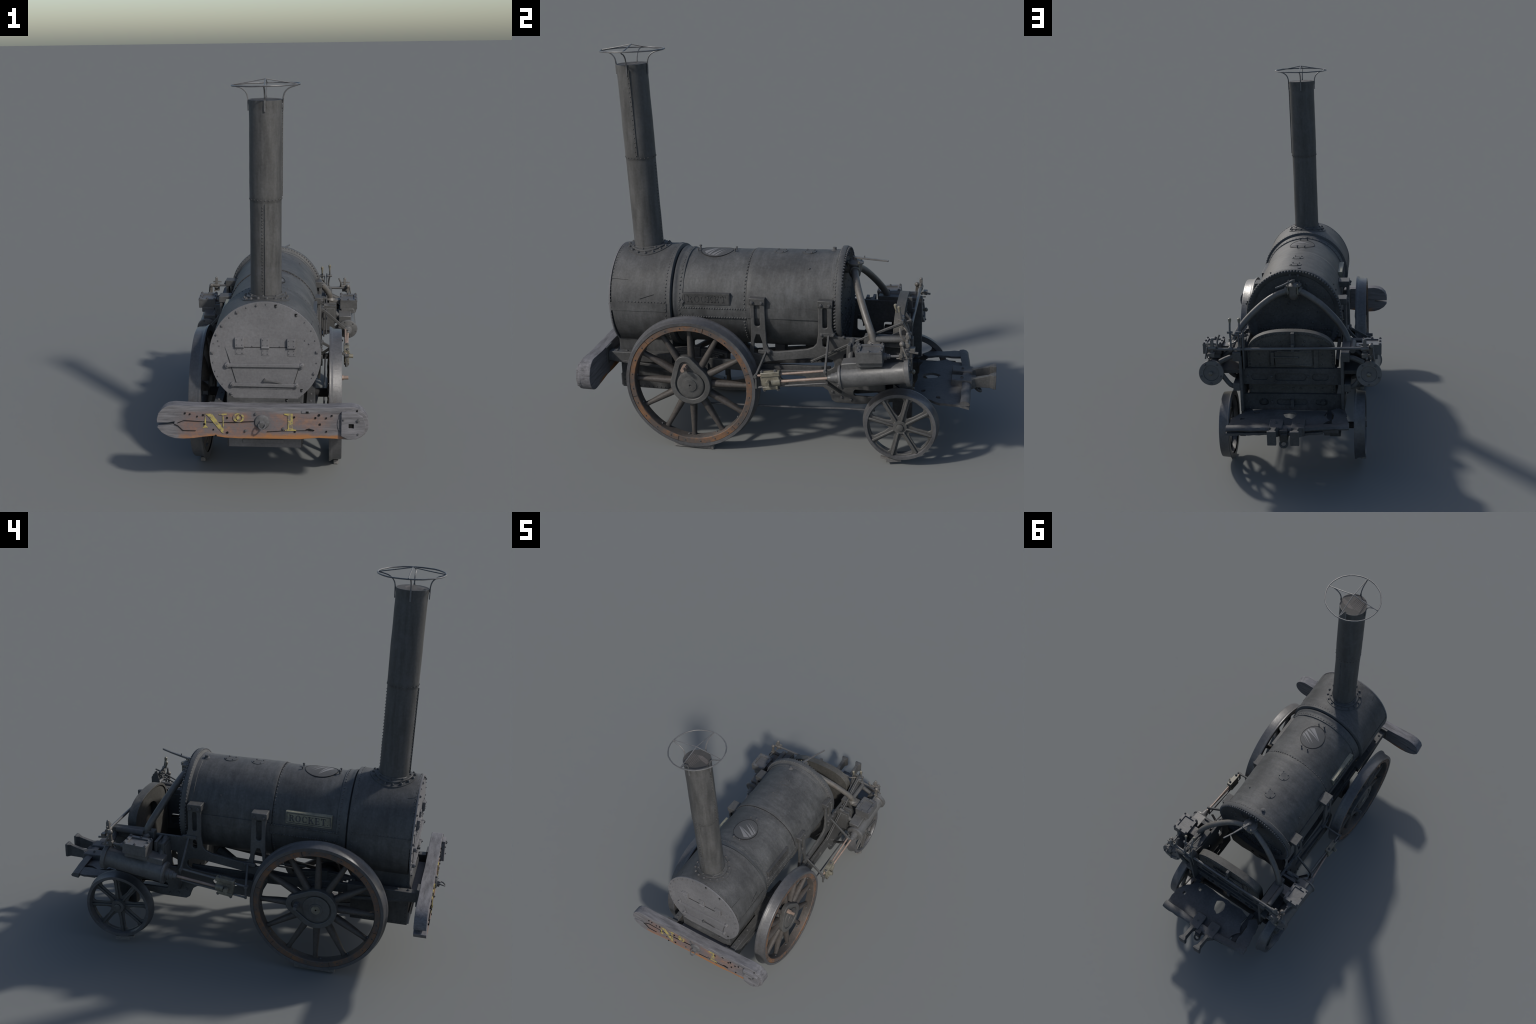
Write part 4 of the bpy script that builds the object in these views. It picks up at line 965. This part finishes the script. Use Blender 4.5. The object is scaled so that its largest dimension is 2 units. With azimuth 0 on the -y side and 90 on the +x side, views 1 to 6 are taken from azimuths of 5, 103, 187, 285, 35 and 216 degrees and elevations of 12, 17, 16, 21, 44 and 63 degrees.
for x, z in at[2:]: mb.dome(lean(V((x, .566, z))), (0, 1, 0), .0052, .0055)
for i in range(15):
    for x in (FBX0 + .012, FBX1 - .012): mb.dome(lean(V((x, .566, .375 + .0155 * i))), (0, 1, 0), .0052, .0055)
for z, n in ((.655, 4), (.635, 7), (.585, 5), (.53, 6), (.40, 7)):
    for i in range(n): mb.dome(lean(V((FBX0 + .06 + (FBX1 - FBX0 - .12) * (i + R.uniform(-.2, .2)) / (n - 1), .566, z))), (0, 1, 0), .0055, .0055)
obj('firebox_rivet', mb, PAN, fb, stuff=True)
mb = MB(); mb.box((-.023, .571, .565), (.19, .014, .084), Matrix.Rotation(.05, 3, 'Y')); mb.span(.075, .092, .561, .582, .53, .60); mb.span(-.15, -.125, .561, .572, .50, .62); mb.bar((-.05, .581, .572), (.085, .581, .574), .008, .008); mb.bar((-.11, .578, .596), (.06, .578, .604), .006, .009); mb.bar((-.115, .578, .528), (.06, .578, .537), .006, .009); mb.span(.10, .106, .564, .571, .49, .61)
fd = obj('fire_door', mb, PAN, fb, bevel=.002)
mb = MB(); mb.span(-.032, -.014, .536, .592, .625, .705); mb.box((-.022, .595, .63), (.016, .02, .04)); obj('shaft_bracket', mb, FRAME, fb, bevel=.002)
for z0, z1, sl in ((.426, .513, True), (.284, .373, False)):
    mb = MB(); holes = [rrect(-.2, -.115, .449, .486, .016), rrect(-.085, .075, .447, .487, .016), rrect(.11, .195, .449, .486, .016)] if sl else [rrect(-.19, -.13, .312, .346, .015), rrect(-.085, .07, .312, .346, .015), rrect(.11, .16, .312, .346, .015)]
    mb.prism(rrect(-.262, .247, z0, z1, .004), holes, 'y', .568, .582); cpz = obj('cross_plate', mb, BLACK, bevel=.002)
    mb = MB(); mb.prism(rrect(-.258, .243, z0 + .003, z1 - .003, .004), axis='y', a=.566, b=.574); obj('cross_plate_liner', mb, BLACK, cpz)
    for x in (-.235, -.1, .0, .09, .22): 
        for z in (z0 + .012, z1 - .012): place(BOLT_S, 'bolt', (x + R.uniform(-.012, .012), .582, z), (0, 1, 0), cpz, .7)
    for x in (-.095, .092, -.225, .215): place(BOLT_SQ, 'bolt', (x, .582, (z0 + z1) / 2), (0, 1, 0), cpz, .8)
mb = MB(); mb.box((-.012, .591, .325), (.016, .02, .045)); mb.cyl((-.17, .57, .335), (-.17, .595, .33), .012, n=10); mb.cyl((.135, .57, .335), (.135, .590, .33), .013, n=10); obj('cross_plate_lug', mb, BLACK)

# reversing shaft and hand levers
mb = MB(); mb.cyl((-.405, .606, .634), (.40, .600, .622), .0075, n=12); shaft = obj('reversing_shaft', mb, STEEL)
for x, tx, ty, tz in ((.290, .296, .557, .770), (.248, .252, .537, .763)):
    mb = MB(); mb.tube([(x, .602, .615), (x, .595, .66), (tx, .572, .705), (tx, ty + .004, tz - .02)], .005, 8, 5); mb.cyl((x - .009, .60, .624), (x + .009, .60, .624), .013, n=12); mb.cyl((tx - .014, .573, .704), (tx + .014, .573, .704), .007, n=8); lv = obj('hand_lever', mb, STEEL, shaft)
    mb = MB(); mb.lathe([(.004, 0), (.0045, .012), (.008, .03), (.008, .038), (.003, .042)], (tx, ty + .006, tz - .036), (0, -.16, 1), 10); obj('lever_grip', mb, BRASS, lv)
for x, z in ((.279, .0), (.265, -.012)):
    mb = MB(); mb.tube([(x, .15, .470 + z), (x, .36, .585 + z), (x, .535, .672 + z), (x, .612, .706 + z)], .0042, 8, 4); obj('valve_rod', mb, FRAME, shaft)
mb = MB(); mb.tube([(.29, .60, .65), (.265, .58, .66), (.25, .565, .685), (.225, .55, .68)], .004, 6); mb.tube([(.36, .60, .63), (.362, .575, .66), (.35, .57, .69)], .005, 6); obj('lever_link', mb, PIPE, shaft)
for sd in (1, -1):
    x = sd * .385
    mb = MB(); mb.box((x, .606, .645), (.016, .016, .06)); mb.cyl((x - .02, .606, .632), (x + .02, .606, .632), .012, n=10); mb.bar((x - .02, .606, .655), (x + .03, .606, .655), .008, .008); mb.cyl((x + sd * .01, .60, .60), (x + sd * .01, .655, .594), .0055, n=8); mb.box((x, .63, .605), (.03, .02, .02)); mb.sphere((x, .606, .678), .008)
    obj('shaft_bearing', mb, PIPE, shaft, bevel=.001)
mb = MB(); mb.prism([(.50, .60), (.56, .60), (.60, .63), (.612, .69), (.602, .70), (.575, .64)], axis='x', a=.232, b=.240); mb.prism([(.55, .52), (.612, .52), (.615, .68), (.585, .72), (.57, .66)], axis='x', a=.222, b=.230); obj('lever_quadrant', mb, FRAME, shaft, bevel=.001)

# ------------------------------------------------------------------ footplate, buffers, drawbar
def ragged(pts, amp, step, seed):
    rr = random.Random(seed); out = []
    for i in range(len(pts)):
        a, b = V(pts[i]), V(pts[(i + 1) % len(pts)]); n = max(1, int((b - a).length / step)); nn = V((-(b - a).y, (b - a).x)).normalized() if (b - a).length else V((0, 0))
        for k in range(n):
            p = a.lerp(b, k / n); 
            out.append(tuple(p + (nn * rr.uniform(-amp, amp) if k else V((0, 0)))))
    return out
foot = ragged([(.288, .882), (.15, .880), (0, .882), (-.12, .874), (-.185, .866), (-.18, .80), (-.215, .755), (-.178, .70), (-.19, .645), (-.13, .625), (.0, .628), (.14, .622), (.20, .635), (.25, .69), (.285, .75)], .005, .022, 4)
h1 = ragged([(.03, .665), (.0, .625 + .02), (-.03, .655), (-.042, .70), (-.02, .738), (.01, .725), (.022, .70)], .004, .014, 5)
h2 = ragged([(.15, .655), (.18, .652), (.175, .672), (.15, .676)], .003, .01, 6); h3 = ragged([(.215, .73), (.235, .728), (.238, .75), (.216, .748)], .002, .012, 8)
def sag(p):
    rear = max(0, (p.y - .845) / .04); return V((p.x, p.y, p.z + .006 * noise.noise(V((p.x * 8, p.y * 8, 0))) - .010 * rear - .025 * max(0, p.x - .2) + .02 * max(0, -p.x - .1) - .06 * max(0, .70 - p.y)))
mb = MB(); mb.prism(foot, [h1, h2, h3], 'z', .296, .308, fn=sag)
fp = obj('footplate', mb, SHEET, smooth=30)
strip = ragged([(-.215, .862), (-.305, .848), (-.307, .83), (-.297, .75), (-.285, .66), (-.25, .63), (-.215, .66), (-.232, .72), (-.225, .80), (-.238, .84)], .004, .02, 9)
mb = MB(); mb.prism(strip, axis='z', a=.310, b=.321, fn=sag); mb.span(-.26, -.175, .838, .858, .295, .311); obj('footplate_strip', mb, SHEET, fp, smooth=30)
mb = MB()
nx = 30
prof = [(.842, .324), (.862, .329), (.878, .325), (.885, .315), (.880, .307), (.845, .300)]
vs = []; fs = []
for i in range(nx + 1):
    x = -.31 + .598 * i / nx
    for y, z in prof: vs.append((x, y - .1 * max(0, -x - .05) + .003 * noise.noise(V((x * 18, z * 30, 1))), z + .004 * noise.noise(V((x * 15, y * 20, 3))) - .02 * max(0, x - .2) + .02 * max(0, -x - .1)))
m_ = len(prof)
for i in range(nx):
    for j in range(m_):
        l = (j + 1) % m_; fs.append((i * m_ + j, (i + 1) * m_ + j, (i + 1) * m_ + l, i * m_ + l))
fs += [tuple(range(m_)), tuple(nx * m_ + j for j in range(m_))[::-1]]
mb.add(vs, fs); obj('footplate_beam', mb, SHEET, fp, 40)
mb = MB(); mb.span(-.24, .24, .76, .80, .276, .297); mb.span(-.22, -.19, .61, .85, .276, .299); mb.span(.19, .22, .61, .87, .276, .297); obj('footplate_bearer', mb, BLACK, fp, bevel=.003)
for sx in (.0435, -.0655):
    mb = MB(); mb.span(sx - .033, sx + .033, .790, .889, .288, .334); bf = obj('buffer', mb, SHEET, bevel=.004)
    mb = MB(); mb.bar((sx + .003, .885, .314), (sx + .004, .985, .328), .022, .042, (0, 0, 1), .020, .066); mb.bar((sx + .003, .885, .311), (sx + .004, .905, .316), .056, .044, (0, 0, 1), .022, .046); mb.bar((sx + .004, .968, .329), (sx + .004, .990, .329), .018, .064, (0, 0, 1), .044, .07); mb.span(sx - .017, sx + .026, .986, 1.0, .294, .365); obj('buffer_head', mb, FRAME, bf, bevel=.002)
    place(BOLT_M, 'bolt', (sx, .84, .334), (0, 0, 1), bf)
mb = MB(); mb.span(-.018, .022, .84, .905, .27, .325); mb.box((.0, .905, .29), (.034, .02, .04)); mb.torus((.001, .917, .262), (0, .55, .83), .017, .0065, 20, 8); mb.cyl((-.03, .885, .30), (.03, .885, .30), .009, n=10); obj('drawbar', mb, BLACK, bevel=.003)

print('objects', len(bpy.data.objects), 'tris', sum(len(o.data.loop_triangles) or len(o.data.polygons) for o in bpy.data.objects if o.type == 'MESH'))
